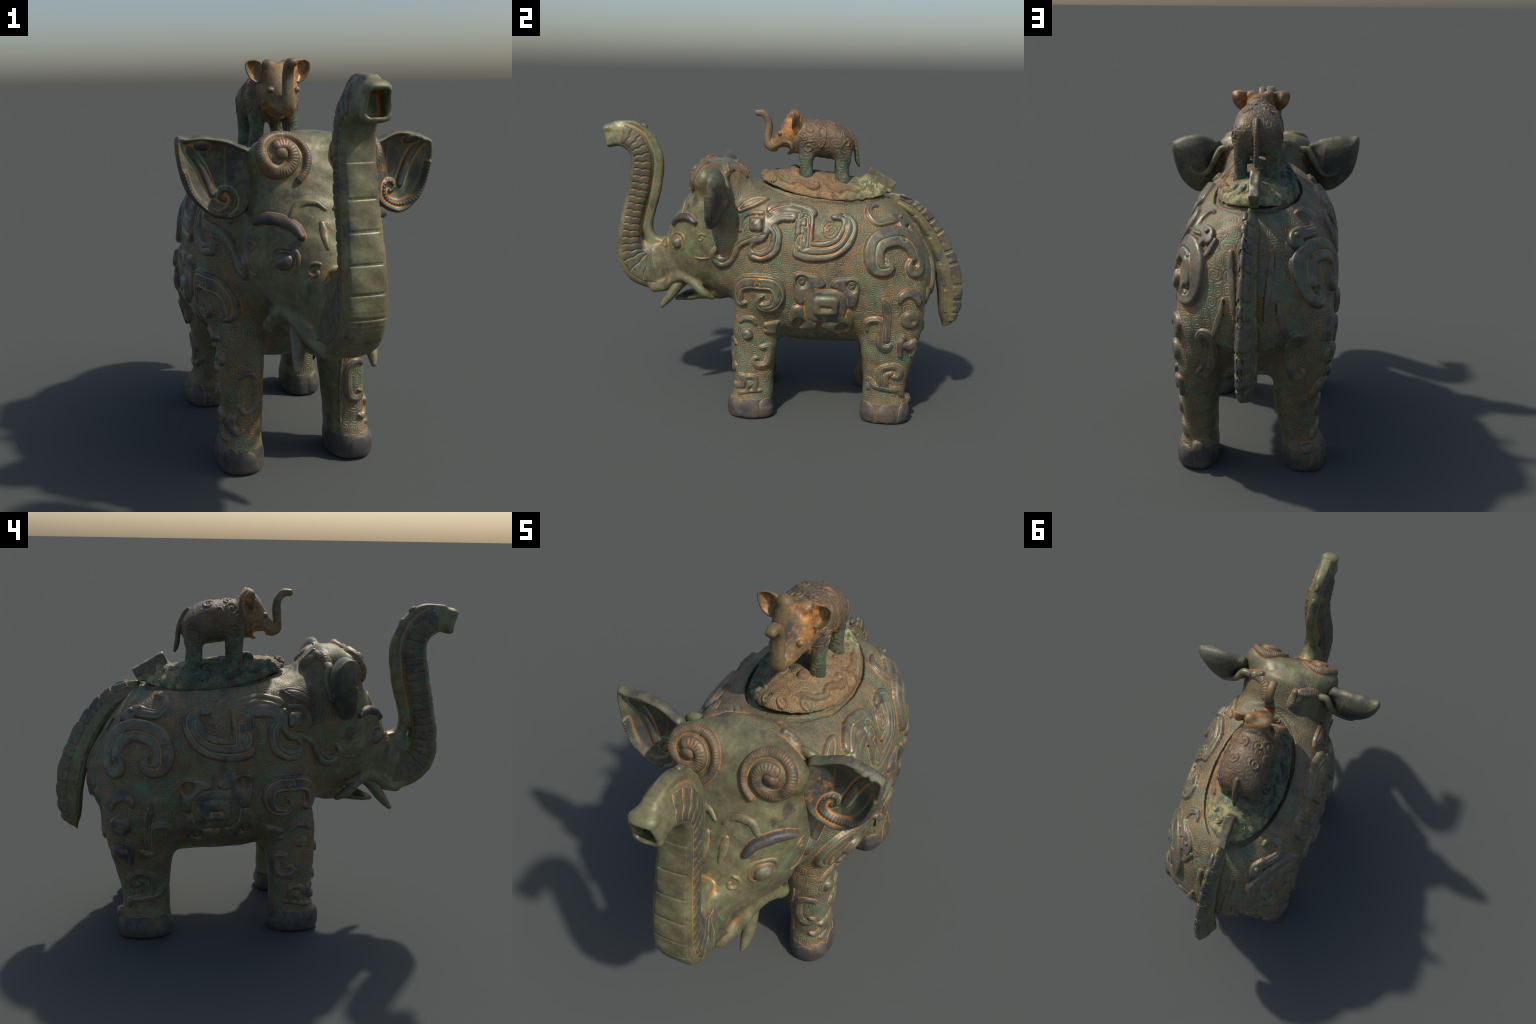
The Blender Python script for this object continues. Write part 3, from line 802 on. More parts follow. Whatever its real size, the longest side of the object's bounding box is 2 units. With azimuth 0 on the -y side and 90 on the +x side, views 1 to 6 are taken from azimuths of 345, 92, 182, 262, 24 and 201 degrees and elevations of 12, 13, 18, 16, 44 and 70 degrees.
# notches standing on the back edge of the tail
for a, b in zip(cuts[:-1], cuts[1:]):
    mid = [Ro[k] for k in range(a + 1, b)]
    tube_object("tail_crest_tooth", [(.030, p[0] - .007, p[1] - .004, .009 + .004 * math.sin(math.pi * k / max(1, len(mid) - 1)) + rng.uniform(-.001, .001)) for k, p in enumerate(mid)], M_RELIEF, tail, sides=10, sub=3)

# ---------------------------------------------------------------- tusks, eyes, brows, coils
for sx, tip in ((1, (.130, -.674, .566)), (-1, (-.158, -.674, .573))):
    tube_object("tusk", [(sx * .105, -.53, .735, .030), (sx * .122, -.575, .70, .032), (sx * .134, -.615, .645, .027), ((sx * .138 + tip[0]) / 2, -.650, .600, .019), tip + (.008,)], M_PLAIN, head)

def facing(field, centre, normal, dist=.25):
    """drawing plane with its origin over a point, looking along -normal; s to the right, t up"""
    n = np.array(normal, float); n /= np.linalg.norm(n)
    e1 = np.cross((0, 0, 1), n); e1 /= np.linalg.norm(e1)
    p = Plane(field, np.array(centre) + n * dist, e1, np.cross(n, e1), -n)
    p.centre = np.array(centre, float)
    p.to = lambda q: tuple(float(v) for v in ((np.array(q[:3]) - p.centre) @ p.e1, (np.array(q[:3]) - p.centre) @ p.e2)) + tuple(q[3:])
    return p

for sx in (1, -1):
    pe = facing(B, (sx * .175, -.575, .95), (sx * .80, -.58, .12))
    relief("eye", pe, rounded_rect(0, 0, .037, .033, .030), .026, head, [M_RELIEF, M_SEAM], edge=.034, skirt=.007, dots=[(.006 * sx, 0, .010, .003)])
    relief("eye_ring", pe, without(rounded_rect(0, .004, .060, .050, .042), rounded_rect(0, .0, .047, .041, .034)), .005, head, [M_PLAIN, M_SEAM], edge=.006, skirt=.004)
    pb = facing(B, (sx * .195, -.548, 1.07), (sx * .74, -.62, .25))
    arch = [(.128, -.607, 1.040, .014), (.155, -.588, 1.074, .020), (.198, -.552, 1.096, .022), (.235, -.512, 1.098, .021), (.258, -.480, 1.082, .015)]
    relief("eyebrow", pb, strokes([pb.to((sx * x, y, z, w)) for x, y, z, w in arch]), .026, head, [M_FOOT, M_SEAM], edge=.020, rib=(.010, .0010), lump=.0008)
    # ribbed snakes coiled on the forehead
    pc = facing(B, (sx * .150, -.48, 1.315), (sx * .12, -.80, .58))
    relief("coil", pc, strokes(spiral(0, 0, .104, .030, 1.45, math.pi * (1.30 if sx > 0 else 1.70), .014, .024, hand=-sx), sub=1), .016, head, [M_COIL, M_SEAM], edge=.019, rib=(.0095, .0017), fall=.05, lump=.001, cell=.0028)
    relief("coil_boss", pc, rounded_rect(0, 0, .024, .022, .020), .017, head, [M_COIL, M_SEAM], edge=.028, lump=.002)
    # curled folds on cheek and forehead
    pk = facing(B, (sx * .245, -.43, .99), (sx * .95, -.3, 0))
    relief("cheek_curl", pk, strokes(spiral(0, 0, .024, .007, 1.0, .6, .006, .005, hand=sx), sub=1), .005, head, [M_PLAIN, M_SEAM], edge=.006, skirt=.004)
    relief("cheek_curl", pk, strokes([(-.04, -.11, .004), (0, -.115, .006), (.035, -.11, .004)]), .005, head, [M_PLAIN, M_SEAM], edge=.006, skirt=.004)
    pf = facing(B, (sx * .10, -.60, 1.10), (sx * .45, -.80, .40))
    fold = [pf.to((sx * x, y, z, w)) for x, y, z, w in ((.035, -.60, 1.14, .006), (.07, -.585, 1.165, .012), (.12, -.565, 1.155, .015), (.15, -.57, 1.11, .010))]
    relief("forehead_fold", pf, strokes(fold), .007, head, [M_PLAIN, M_SEAM], edge=.014, skirt=.004)
    fold = [pf.to((sx * x, y, z, w)) for x, y, z, w in ((.045, -.66, 1.01, .006), (.055, -.645, 1.06, .014), (.06, -.63, 1.10, .010))]
    relief("forehead_fold", pf, strokes(fold), .006, head, [M_PLAIN, M_SEAM], edge=.014, skirt=.004)
    pn = facing(B, (sx * .10, -.66, .93), (sx * .8, -.55, .35))
    relief("nose_curl", pn, strokes(spiral(0, 0, .030, .010, .8, 1.2, .007, .007, hand=-sx), sub=1), .007, head, [M_PLAIN, M_SEAM], edge=.008, skirt=.004)
    # snake heads lying on the back of the skull, with their bodies going out to the ears
    ps = facing(B, (sx * .12, -.26, 1.36), (sx * .35, .42, .84))
    snake = [ps.to((sx * x, y, z, w)) for x, y, z, w in ((.245, -.32, 1.30, .016), (.215, -.29, 1.345, .022), (.165, -.285, 1.37, .025), (.12, -.265, 1.375, .026), (.095, -.235, 1.36, .032), (.085, -.205, 1.335, .026))]
    relief("snake", ps, strokes(snake), .016, head, [M_COIL, M_SEAM], edge=.024, rib=(.013, .0016), lump=.004, fall=.05)
    relief("snake_brow", ps, strokes([(-.05, -.01, .014), (-.03, .03, .016)]), .021, head, [M_RELIEF, M_SEAM], edge=.016, lump=.003, fall=.05)

# ---------------------------------------------------------------- trunk scales and front plates
RS = smooth_path(trunk_rows, 10)
step = np.hypot(*np.diff(RS[:, :2], axis=0).T)
arc_len = np.concatenate([[0], np.cumsum(step)])
def trunk_at(s):
    y, z, b = [np.interp(s, arc_len, RS[:, i]) for i in (0, 1, 4)]
    y2, z2 = [np.interp(s + .01, arc_len, RS[:, i]) for i in (0, 1)]
    t = np.array([y2 - y, z2 - z]); t /= np.linalg.norm(t) + 1e-9
    return np.array([y, z]), t, np.array([-t[1], t[0]]), b
scale_at = np.concatenate([[.03, .085, .14, .185], np.linspace(.222, arc_len[-1] - .10, 19)])
for sx in (1, -1):
    pl = side_plane(B, sx, dist=.35)
    for s0, s1 in zip(scale_at[:-1], scale_at[1:]):
        c0, t0, n0, b0 = trunk_at(s0)
        c1, t1, n1, b1 = trunk_at(s1)
        # n points to the left of the way up: the outer (front) side
        lo_w, hi_w = -.80, .62
        quad = []
        for k in np.linspace(0, 1, 9):
            w = lo_w + (hi_w - lo_w) * k
            quad.append(c1 + n1 * b1 * w + t1 * (.007 * abs(math.sin(k * 2 * math.pi)) - .003))
        for k in np.linspace(1, 0, 9):
            w = lo_w + (hi_w - lo_w) * k
            quad.append(c0 + n0 * b0 * w + t0 * (.007 * abs(math.sin(k * 2 * math.pi))))
        shp = ((lambda P, q=np.array(quad): (polygon_distance(P, q), np.zeros(len(P)))), np.min(quad, 0), np.max(quad, 0))
        relief("trunk_scale", pl, shp, .0050, trunk, [M_SCALE, M_SEAM], edge=.010, skirt=.004, fall=.25)
zs = [.735, .825, .905, .998, 1.10, 1.20, 1.315]
pf = Plane(B, (0, -1.2, 0), (1, 0, 0), (0, 0, 1), (0, 1, 0))
for a, b in zip(zs[:-1], zs[1:]):
    w = np.interp((a + b) / 2, [.72, .95, 1.2, 1.35], [.072, .062, .054, .048])
    relief("trunk_plate", pf, rounded_rect(TX, (a + b) / 2, w, (b - a) / 2 - .0005, .006), .0026, trunk, [M_PLAIN, M_PLAIN], edge=.012, skirt=.002)
# knobs along the trunk crest
for s in np.linspace(.30, arc_len[-1] - .16, 15) + rng.uniform(-.006, .006, 15):
    c, t, n, b = trunk_at(s)
    p, q = c - n * (b + .030) - t * .018, c - n * (b + .030) + t * .018
    tube_object("trunk_crest_tooth", [(TX, p[0], p[1], .011), (TX, (p[0] + q[0]) / 2, (p[1] + q[1]) / 2, .015), (TX, q[0], q[1], .010)], M_PLAIN, trunk, sides=10, sub=3)

# ---------------------------------------------------------------- cast ornaments on flanks and legs
RS_MATS = [M_RELIEF, M_SEAM]
def two_sided(name, shape, height=.018, parent=None, plane=None, **kw):
    for sx in (1, -1):
        relief(name, (plane or side_plane)(B, sx), shape, height, parent or torso, RS_MATS, **kw)

def remap(plane, sx, pts):
    """side-view control points (y, z, ...) carried over to a tilted drawing plane"""
    P = np.array(pts, float)
    H, hit = side_plane(B, sx).drop(P[:, :2])
    return [plane.to(tuple(h) + tuple(p[2:])) for h, p in zip(H, P)]

DRAGON = [
    [(-.055, 1.150, .034), (.024, 1.165, .033), (.105, 1.150, .037), (.150, 1.136, .030)],
    [(.140, 1.140, .030), (.118, 1.110, .046), (.113, 1.056, .050), (.108, .988, .050), (.099, .956, .037)],
    [(.080, .947, .032), (.135, .952, .051), (.227, .957, .051), (.298, .988, .049), (.332, 1.037, .048), (.343, 1.084, .041), (.316, 1.113, .028), (.264, 1.116, .018)],
    [(-.060, 1.093, .029), (-.014, 1.119, .033), (.046, 1.120, .033)],
    [(-.059, 1.068, .027), (-.031, 1.039, .029), (-.043, .962, .031), (-.096, .923, .029), (-.147, .923, .025), (-.162, .950, .017), (-.150, .980, .012)],
    [(-.084, 1.115, .018), (-.086, 1.042, .020), (-.118, 1.008, .022), (-.180, .997, .022), (-.228, .962, .024), (-.255, .913, .028), (-.296, .869, .030), (-.344, .867, .026), (-.369, .899, .018), (-.356, .930, .012)]]
DRAGON_LINES = [[(.07, .962), (.10, .942), (.227, .935), (.31, .972), (.36, 1.05), (.35, 1.10), (.31, 1.122)], [(.10, 1.135), (.135, 1.13), (.148, 1.10), (.140, 1.0), (.152, .975), (.24, .975), (.29, 1.0), (.318, 1.04), (.324, 1.08)],
    [(.085, 1.13), (.082, 1.10), (.105, 1.112), (.125, 1.105), (.122, 1.07), (.095, 1.072)], [(.085, .975), (.072, 1.0), (.085, 1.03), (.105, 1.03), (.106, 1.01)], [(-.08, 1.13), (-.03, 1.155), (.04, 1.165)],
    [(-.05, 1.07), (-.028, 1.03), (-.045, .955), (-.10, .918), (-.145, .925)], [(-.09, 1.03), (-.18, .997), (-.235, .955), (-.27, .89), (-.32, .862), (-.36, .885)]]
HIP = [[(.543, .908, .012), (.556, .877, .026), (.526, .858, .036), (.476, .876, .039), (.456, .939, .039), (.478, 1.000, .040), (.535, 1.032, .040), (.607, 1.031, .041), (.668, .998, .040), (.702, .944, .038), (.718, .882, .030), (.708, .838, .030), (.676, .840, .034), (.658, .871, .022), (.664, .897, .012)],
       [(.500, .895, .026), (.495, .955, .030), (.525, .992, .032), (.594, 1.000, .030), (.648, .964, .028), (.678, .909, .024)]]
HIP_LINES = [[(.545, .872), (.505, .868), (.484, .892), (.480, .955), (.508, 1.003), (.594, 1.017), (.652, .990), (.688, .930), (.697, .868), (.682, .852), (.670, .872)], [(.60, 1.010), (.61, .995), (.628, .992), (.632, 1.004), (.615, 1.012)]]
for sx in (1, -1):
    up = facing(B, (sx * .33, .08, 1.05), (sx * .88, -.05, .46))
    relief("dragon", up, joined(*[strokes(remap(up, sx, p)) for p in DRAGON]), .019, torso, RS_MATS, edge=.015, lines=[remap(up, sx, p) for p in DRAGON_LINES], grooves=[(.034, .004, .003)], fall=.05)
    ear_leaf = [(-.220, 1.148, .024), (-.174, 1.175, .032), (-.121, 1.192, .026), (-.080, 1.198, .008)]
    relief("dragon_ear", up, strokes(remap(up, sx, ear_leaf)), .015, torso, RS_MATS, edge=.014, grooves=[(.016, .003, .005)], fall=.05)
    hp = facing(B, (sx * .33, .58, .94), (sx * .86, .48, .12))
    relief("hip_scroll", hp, joined(*[strokes(remap(hp, sx, p)) for p in HIP]), .024, torso, RS_MATS, edge=.016, lines=[remap(hp, sx, p) for p in HIP_LINES], fall=.05)
two_sided("dragon_crest", strokes([(-.222, 1.041, .011), (-.214, 1.099, .013), (-.170, 1.130, .012), (-.105, 1.136, .012)]), .012, edge=.010)
two_sided("dragon_eye", rounded_rect(-.137, 1.078, .038, .036, .020), .024, edge=.022, dots=[(-.137, 1.078, .012, .004)])
two_sided("flank_spiral", strokes(spiral(.246, 1.056, .044, .008, 2.4, 1.2, .0050, .004), sub=1), .006, edge=.005, skirt=.004)
shoulder = strokes([(-.193, .655, .013), (-.212, .650, .020), (-.223, .683, .026), (-.220, .738, .033), (-.182, .774, .041), (-.115, .784, .043), (-.050, .782, .043), (-.020, .752, .040), (-.018, .705, .036), (-.045, .660, .031), (-.095, .648, .026), (-.122, .667, .018), (-.113, .700, .013), (-.095, .712, .008)])
two_sided("shoulder_scroll", shoulder, .021, edge=.017, grooves=[(.019, .0035, .006)], lines=[[(-.125, .80), (-.132, .775), (-.12, .765), (-.108, .775), (-.113, .785)]], line_depth=.005)
# beast mask on the belly
circles = [(.105, .798, .027), (.363, .776, .027), (.092, .562, .026), (.322, .533, .026)]
LOBES = [[(.066, .838), (.130, .842), (.192, .832), (.228, .792), (.216, .766), (.158, .728), (.136, .694), (.112, .670), (.078, .680), (.062, .730)],
         [(.250, .780), (.275, .812), (.330, .822), (.396, .808), (.402, .735), (.388, .668), (.354, .656), (.332, .688), (.318, .730), (.268, .760)],
         [(.114, .664), (.062, .658), (.045, .610), (.048, .556), (.100, .524), (.142, .518), (.184, .526), (.194, .556), (.170, .586), (.136, .610)],
         [(.344, .646), (.374, .620), (.382, .566), (.366, .518), (.310, .494), (.246, .508), (.208, .538), (.218, .562), (.268, .574), (.320, .608)]]
plate = blob([(.130, .742), (.165, .760), (.231, .755), (.300, .755), (.335, .738), (.345, .66), (.335, .590), (.300, .572), (.231, .568), (.160, .574), (.130, .592), (.118, .66)])
mask = without(joined(plate, *[blob(l) for l in LOBES]), *[strokes([c, c]) for c in circles])
two_sided("beast_mask", mask, .017, edge=.022, lines=[[(.172, .764), (.290, .761)], [(.118, .715), (.116, .66), (.122, .615)], [(.340, .715), (.347, .665), (.338, .615)], [(.172, .572), (.290, .569)]], line_depth=.004, line_width=.005)
two_sided("mask_nose", rounded_rect(.231, .672, .074, .058, .034), .036, edge=.028, lines=[[(.210, .662), (.252, .662)]], line_width=.013, line_depth=.012)
for c in circles:
    two_sided("mask_spiral", strokes(spiral(c[0], c[1], .021, .004, 1.9, .5, .0042, .0035), sub=1), .009, edge=.005, skirt=.003)
for sx in (1, -1):
    up = facing(B, (sx * .25, .55, 1.13), (sx * .62, .22, .75))
    to = lambda y, z, w: up.to((sx * float(np.interp(z, [.95, 1.0, 1.05, 1.1, 1.15, 1.18], [.345, .325, .30, .272, .22, .18])), y, z, w))
    pts = [to(*p) for p in ((.500, 1.175, .008), (.473, 1.172, .013), (.449, 1.158, .020), (.452, 1.128, .023), (.492, 1.105, .024), (.545, 1.118, .026), (.590, 1.138, .028))]
    relief("rump_dragon", up, strokes(pts), .017, torso, RS_MATS, edge=.015, grooves=[(.013, .0035, .005)])
    body = [to(*p) for p in ((.585, 1.138, .030), (.625, 1.145, .034), (.655, 1.140, .026))]
    beak = [to(*p) for p in ((.63, 1.13, .024), (.64, 1.10, .018), (.634, 1.07, .006))]
    relief("rump_dragon_head", up, strokes(body, beak), .018, torso, RS_MATS, edge=.014)
    e = to(.622, 1.148, 0)
    relief("rump_dragon_eye", up, rounded_rect(e[0], e[1], .016, .016, .015), .030, torso, RS_MATS, edge=.014)
    relief("rump_bar", up, strokes([to(.675, 1.155, .012), to(.70, 1.12, .014), to(.705, 1.09, .008)]), .013, torso, RS_MATS, edge=.011)
# rear view: leaves beside the tail, C scrolls over the thighs
rear = Plane(B, (0, 1.0, 0), (1, 0, 0), (0, 0, 1), (0, -1, 0))
for sx in (1, -1):
    m = lambda pts: [(sx * x, z, w) for x, z, w in pts]
    relief("rump_leaf", rear, strokes(m([(.085, 1.050, .012), (.080, .97, .016), (.068, .87, .014), (.06, .80, .008)])), .010, torso, RS_MATS, edge=.011)
    relief("rump_leaf", rear, strokes(m([(.112, .875, .006), (.124, .80, .016), (.150, .720, .014), (.17, .68, .006)])), .012, torso, RS_MATS, edge=.012)
    relief("thigh_scroll", rear, strokes(m([(.212, .655, .011), (.222, .685, .016), (.204, .712, .019), (.172, .703, .021), (.155, .663, .021), (.160, .60, .022), (.172, .538, .022), (.200, .503, .021), (.225, .520, .014), (.215, .543, .009)])), .016, torso, RS_MATS, edge=.014, grooves=[(.011, .003, .004)])

# front legs
fl, rl = legs[:2], legs[2:]
def on_leg(name, shape, pair, height=.015, **kw):
    for sx, lg in zip((1, -1), pair):
        relief(name, side_plane(B, sx), shape, height, lg, RS_MATS, **kw)
on_leg("leg_brow", strokes([(-.221, .541, .009), (-.194, .560, .014), (-.156, .562, .017), (-.140, .540, .011)]), fl, .015, edge=.013, grooves=[(.009, .003, .004)])
on_leg("leg_eye", rounded_rect(-.182, .476, .031, .031, .029), fl, .022, edge=.024, dots=[(-.190, .468, .009, -.004)])
on_leg("leg_ear", joined(strokes([(-.080, .532, .017), (-.047, .529, .029), (-.020, .555, .013)]), strokes([(-.082, .496, .014), (-.046, .505, .026)])), fl, .015, edge=.014)
on_leg("leg_hook", strokes([(-.105, .403, .014), (-.069, .408, .018), (-.060, .366, .020), (-.080, .309, .021), (-.122, .300, .020), (-.149, .323, .014), (-.137, .345, .010), (-.121, .342, .006)]), fl, .016, edge=.014, grooves=[(.010, .003, .005)])
on_leg("leg_scroll", joined(strokes([(-.190, .209, .014), (-.188, .232, .015), (-.145, .236, .017), (-.136, .211, .016), (-.139, .166, .013)]), strokes([(-.169, .197, .018), (-.181, .165, .012)]),
       strokes([(-.221, .141, .014), (-.181, .150, .010), (-.109, .158, .009)])), fl, .013, edge=.011, grooves=[(.008, .003, .003)], dots=[(-.165, .20, .008, -.004)])
# hind legs
on_leg("hip_brow", strokes([(.616, .691, .011), (.626, .721, .022), (.664, .735, .025), (.700, .715, .025), (.714, .675, .014)]), rl, .018, edge=.016)
on_leg("hip_eye", rounded_rect(.674, .591, .050, .050, .048), rl, .020, edge=.026, dots=[(.688, .585, .013, -.005)])
on_leg("hip_hook", joined(strokes([(.531, .700, .012), (.545, .663, .024), (.554, .607, .023), (.557, .543, .019), (.558, .477, .016)]),
       strokes([(.455, .528, .010), (.453, .574, .017), (.490, .590, .018), (.526, .575, .018), (.524, .503, .020), (.527, .447, .022), (.557, .436, .022), (.577, .449, .013)])), rl, .017, edge=.014, grooves=[(.010, .003, .005)])
on_leg("thigh_hook", joined(strokes([(.632, .392, .013), (.629, .454, .016), (.645, .495, .016)]), strokes([(.650, .448, .016), (.680, .443, .023), (.704, .462, .018), (.706, .419, .013), (.694, .384, .010)])), rl, .016, edge=.013)
on_leg("knee_scroll", joined(strokes([(.534, .218, .018), (.531, .294, .020), (.556, .323, .018), (.609, .328, .019), (.634, .304, .022), (.626, .272, .019), (.600, .268, .011)]),
       strokes([(.567, .213, .014), (.564, .270, .016), (.593, .290, .011)]), strokes([(.479, .242, .015), (.508, .211, .016), (.579, .197, .017), (.633, .189, .018), (.650, .161, .016)])), rl, .014, edge=.012, grooves=[(.010, .003, .004)])
# scrolls on the fronts of the fore legs and the backs of the hind legs
front = Plane(B, (0, -.36, 0), (1, 0, 0), (0, 0, 1), (0, 1, 0))
for sx, lg, lh in zip((1, -1), fl, rl):
    m = lambda pts: [(sx * x, z, w) for x, z, w in pts]
    relief("shin_scroll", front, strokes(m([(.262, .412, .008), (.245, .428, .012), (.215, .425, .014), (.198, .395, .016), (.196, .335, .017), (.208, .278, .018), (.240, .262, .017), (.262, .285, .010), (.248, .300, .006)])), .014, lg, RS_MATS, edge=.013, grooves=[(.009, .003, .004)])
    relief("shin_edge", front, strokes(m([(.172, .47, .005), (.166, .36, .006), (.170, .25, .006), (.172, .16, .005)])), .006, lg, RS_MATS, edge=.006, skirt=.003)
    relief("shin_scroll", front, strokes(m([(.290, .24, .012), (.300, .20, .016), (.275, .172, .014), (.255, .185, .008)])), .012, lg, RS_MATS, edge=.012)
    relief("heel_knob", rear, rounded_rect(sx * .245, .115, .028, .026, .024), .022, lh, RS_MATS, edge=.020)
# toes
for lg, ft, cy, b in [(l, f, c, w) for (l, f), (c, w) in zip(zip(legs, parts["foot"]), ((-.158, .128), (-.158, .128), (.573, .137), (.573, .137)))]:
    sx = 1 if np.mean([v.co.x for v in ft.data.vertices]) > 0 else -1
    for k, off in enumerate((-.66, .0, .66)):
        pl = facing(B, (sx * .25 + sx * .09 * math.cos(off * 1.4), cy + b * math.sin(off * 1.2), .06), (sx * math.cos(off * 1.25), math.sin(off * 1.25), .12), dist=.12)
        relief("toe", pl, blob([(-.044, -.046), (.044, -.046), (.047, .01), (.030, .040), (0, .050), (-.030, .040), (-.047, .01)]), .007, lg, [M_FOOT, M_SEAM], edge=.022, skirt=.004)
    if cy < 0:
        pl = facing(B, (sx * .25, cy - b, .06), (0, -1, .1), dist=.08)
        relief("toe", pl, blob([(-.048, -.046), (.048, -.046), (.050, .0), (.030, .034), (0, .042), (-.030, .034), (-.050, .0)]), .007, lg, [M_FOOT, M_SEAM], edge=.022, skirt=.004)

# ---------------------------------------------------------------- the lid
LD = Field((-.235, -.175, 1.12), (.235, .65, 1.39), .0045)
def rim_z(x, y):
    return 1.295 - .1095 * (y + .137) - 1.39 * x * x
def lid_solid(X, Y, Z):
    r2 = (X / .192)**2 + ((Y - .210) / .347)**2
    zr = rim_z(X, Y)
    top = zr + .004 + .062 * np.clip(1 - r2, 0, 1)**.62
    d = smax(smax((Z - top) * .8, (zr - .012 - Z) * .9, .008), (np.sqrt(r2) - 1) * .17, .012)
    return d
LD.add(lid_solid, (-.235, -.175, 1.12), (.235, .65, 1.39), .005)
LD.add(box_round((0, .520, 1.279), (.023, .086, .036), .008, tilt=-.507), (-.05, .40, 1.18), (.05, .65, 1.39), .012)
LD.add(ellipsoid((0, .44, 1.262), (.06, .05, .03)), (-.1, .36, 1.2), (.1, .5, 1.33), .03)
LD.finish()
LD.F += (.0032 * np.sin(LD.X * 52 + 2 * np.sin(LD.Y * 23)) * np.sin(LD.Y * 44 + 1.5 * np.sin(LD.X * 31)) + .0018 * np.sin(LD.X * 120 + LD.Y * 60) * np.sin(LD.Y * 110 - LD.X * 40)).astype(np.float32)
Vl, Ql = LD.mesh()
Cl = Vl[Ql].mean(1)
ca, sa = math.cos(-.507), math.sin(-.507)
ly, lz = (Cl[:, 1] - .52) * ca + (Cl[:, 2] - 1.279) * sa, -(Cl[:, 1] - .52) * sa + (Cl[:, 2] - 1.279) * ca
isknob = (np.abs(Cl[:, 0]) < .027) & (np.abs(ly) < .09) & (lz > -.012) & (lz < .06) & (Cl[:, 1] > .43)
Nl = LD.normal(Vl, .004)
lid_parts = {}
split_body(Vl, Ql, Nl, np.where(isknob, 1, 0), ["lid"], [M_LID], [vessel], lid_parts)
lid = lid_parts["lid"][0]
split_body(Vl, Ql, Nl, np.where(isknob, 0, -1), ["handle"], [M_RELIEF], [lid], lid_parts)
down = Plane(LD, (0, 0, 1.5), (1, 0, 0), (0, 1, 0), (0, 0, -1))
LM = [M_LID_RELIEF, M_LID]
for sx in (1, -1):
    m = lambda pts: [(sx * x, y, w) for x, y, w in pts]
    relief("lid_snake", down, strokes(m([(.062, -.055, .006), (.085, -.030, .010), (.118, -.005, .012), (.138, .035, .013), (.135, .075, .013), (.150, .115, .013), (.165, .145, .012), (.158, .180, .010), (.138, .178, .008), (.136, .158, .005)])), .013, lid, LM, edge=.011, rib=(.009, .0014), cell=.003, fall=.05)
    relief("lid_snake", down, strokes(m([(.140, .215, .006), (.155, .245, .010), (.160, .290, .012), (.145, .330, .013), (.138, .375, .013), (.118, .410, .012), (.090, .432, .010), (.080, .415, .006)])), .013, lid, LM, edge=.011, rib=(.009, .0014), cell=.003, fall=.05)
    relief("lid_curl", down, strokes(m(spiral(.100, -.062, .022, .005, 1.6, 0, .005, .004)), sub=1), .009, lid, LM, edge=.006, cell=.003, skirt=.004, fall=.05)
    relief("lid_curl", down, strokes(m(spiral(.030, -.105, .022, .005, 1.6, 2, .005, .004)), sub=1), .009, lid, LM, edge=.006, cell=.003, skirt=.004, fall=.05)
    relief("lid_curl", down, strokes(m(spiral(.110, .250, .024, .005, 1.6, 1, .005, .004)), sub=1), .009, lid, LM, edge=.006, cell=.003, skirt=.004, fall=.05)
    relief("lid_curl", down, strokes(m(spiral(.060, .470, .022, .005, 1.6, 1, .005, .004)), sub=1), .009, lid, LM, edge=.006, cell=.003, skirt=.004, fall=.05)
    relief("lid_lump", down, rounded_rect(sx * .045, .055, .022, .030, .02), .018, lid, LM, edge=.016, lump=.004, cell=.003)

# ---------------------------------------------------------------- the small elephant on the lid
K = Field((-.165, -.185, 1.23), (.165, .435, 1.69), .004)
CB = [(.06, .060, 1.585, 1.445, 1.51), (.09, .086, 1.598, 1.425, 1.505), (.14, .106, 1.602, 1.407, 1.50), (.20, .112, 1.598, 1.398, 1.495), (.26, .113, 1.590, 1.390, 1.49), (.305, .106, 1.572, 1.385, 1.48),
      (.335, .090, 1.548, 1.392, 1.47), (.356, .064, 1.520, 1.41, 1.465), (.368, .03, 1.495, 1.435, 1.465)]
CH = [(-.075, .030, 1.488, 1.430, 1.46), (-.05, .042, 1.528, 1.436, 1.475), (-.02, .062, 1.578, 1.445, 1.50), (.01, .074, 1.622, 1.440, 1.52), (.04, .080, 1.640, 1.430, 1.53), (.07, .077, 1.638, 1.425, 1.53), (.10, .060, 1.61, 1.43, 1.52)]
CT = [(-.152, 1.634, 0, .019, .017), (-.123, 1.631, 0, .020, .019), (-.099, 1.608, 0, .021, .020), (-.090, 1.575, 0, .022, .020), (-.092, 1.535, 0, .023, .021), (-.094, 1.495, 0, .025, .022), (-.086, 1.463, 0, .028, .027), (-.055, 1.458, 0, .036, .030), (-.02, 1.485, 0, .05, .032)]
whole = ((-.165, -.185, 1.23), (.165, .435, 1.69))
K.add(loft_y(CB, 2.2, 2.2), *whole, .01)
K.add(loft_y(CH, 2.4, 2.3), *whole, .025)
K.add(sweep(CT, 2.8, sub=6), *whole, .012)
K.add(sweep([(.07, 1.445, 0, .05, .025), (.035, 1.432, 0, .04, .014), (.018, 1.418, 0, .018, .008)], 2.2), *whole, .012)
K.cut(ellipsoid((0, -.005, 1.440), (.055, .035, .016)), (-.1, -.08, 1.38), (.1, .06, 1.5), .008)
CFL = [(.12, 1.50, .055, .045, .045), (.118, 1.42, .070, .036, .041), (.116, 1.36, .074, .029, .034), (.116, 1.325, .076, .030, .036), (.116, 1.26, .078, .034, .039)]
CRL = [(.305, 1.48, .055, .050, .055), (.312, 1.41, .070, .037, .045), (.310, 1.355, .074, .029, .036), (.311, 1.32, .076, .030, .037), (.312, 1.24, .078, .034, .042)]
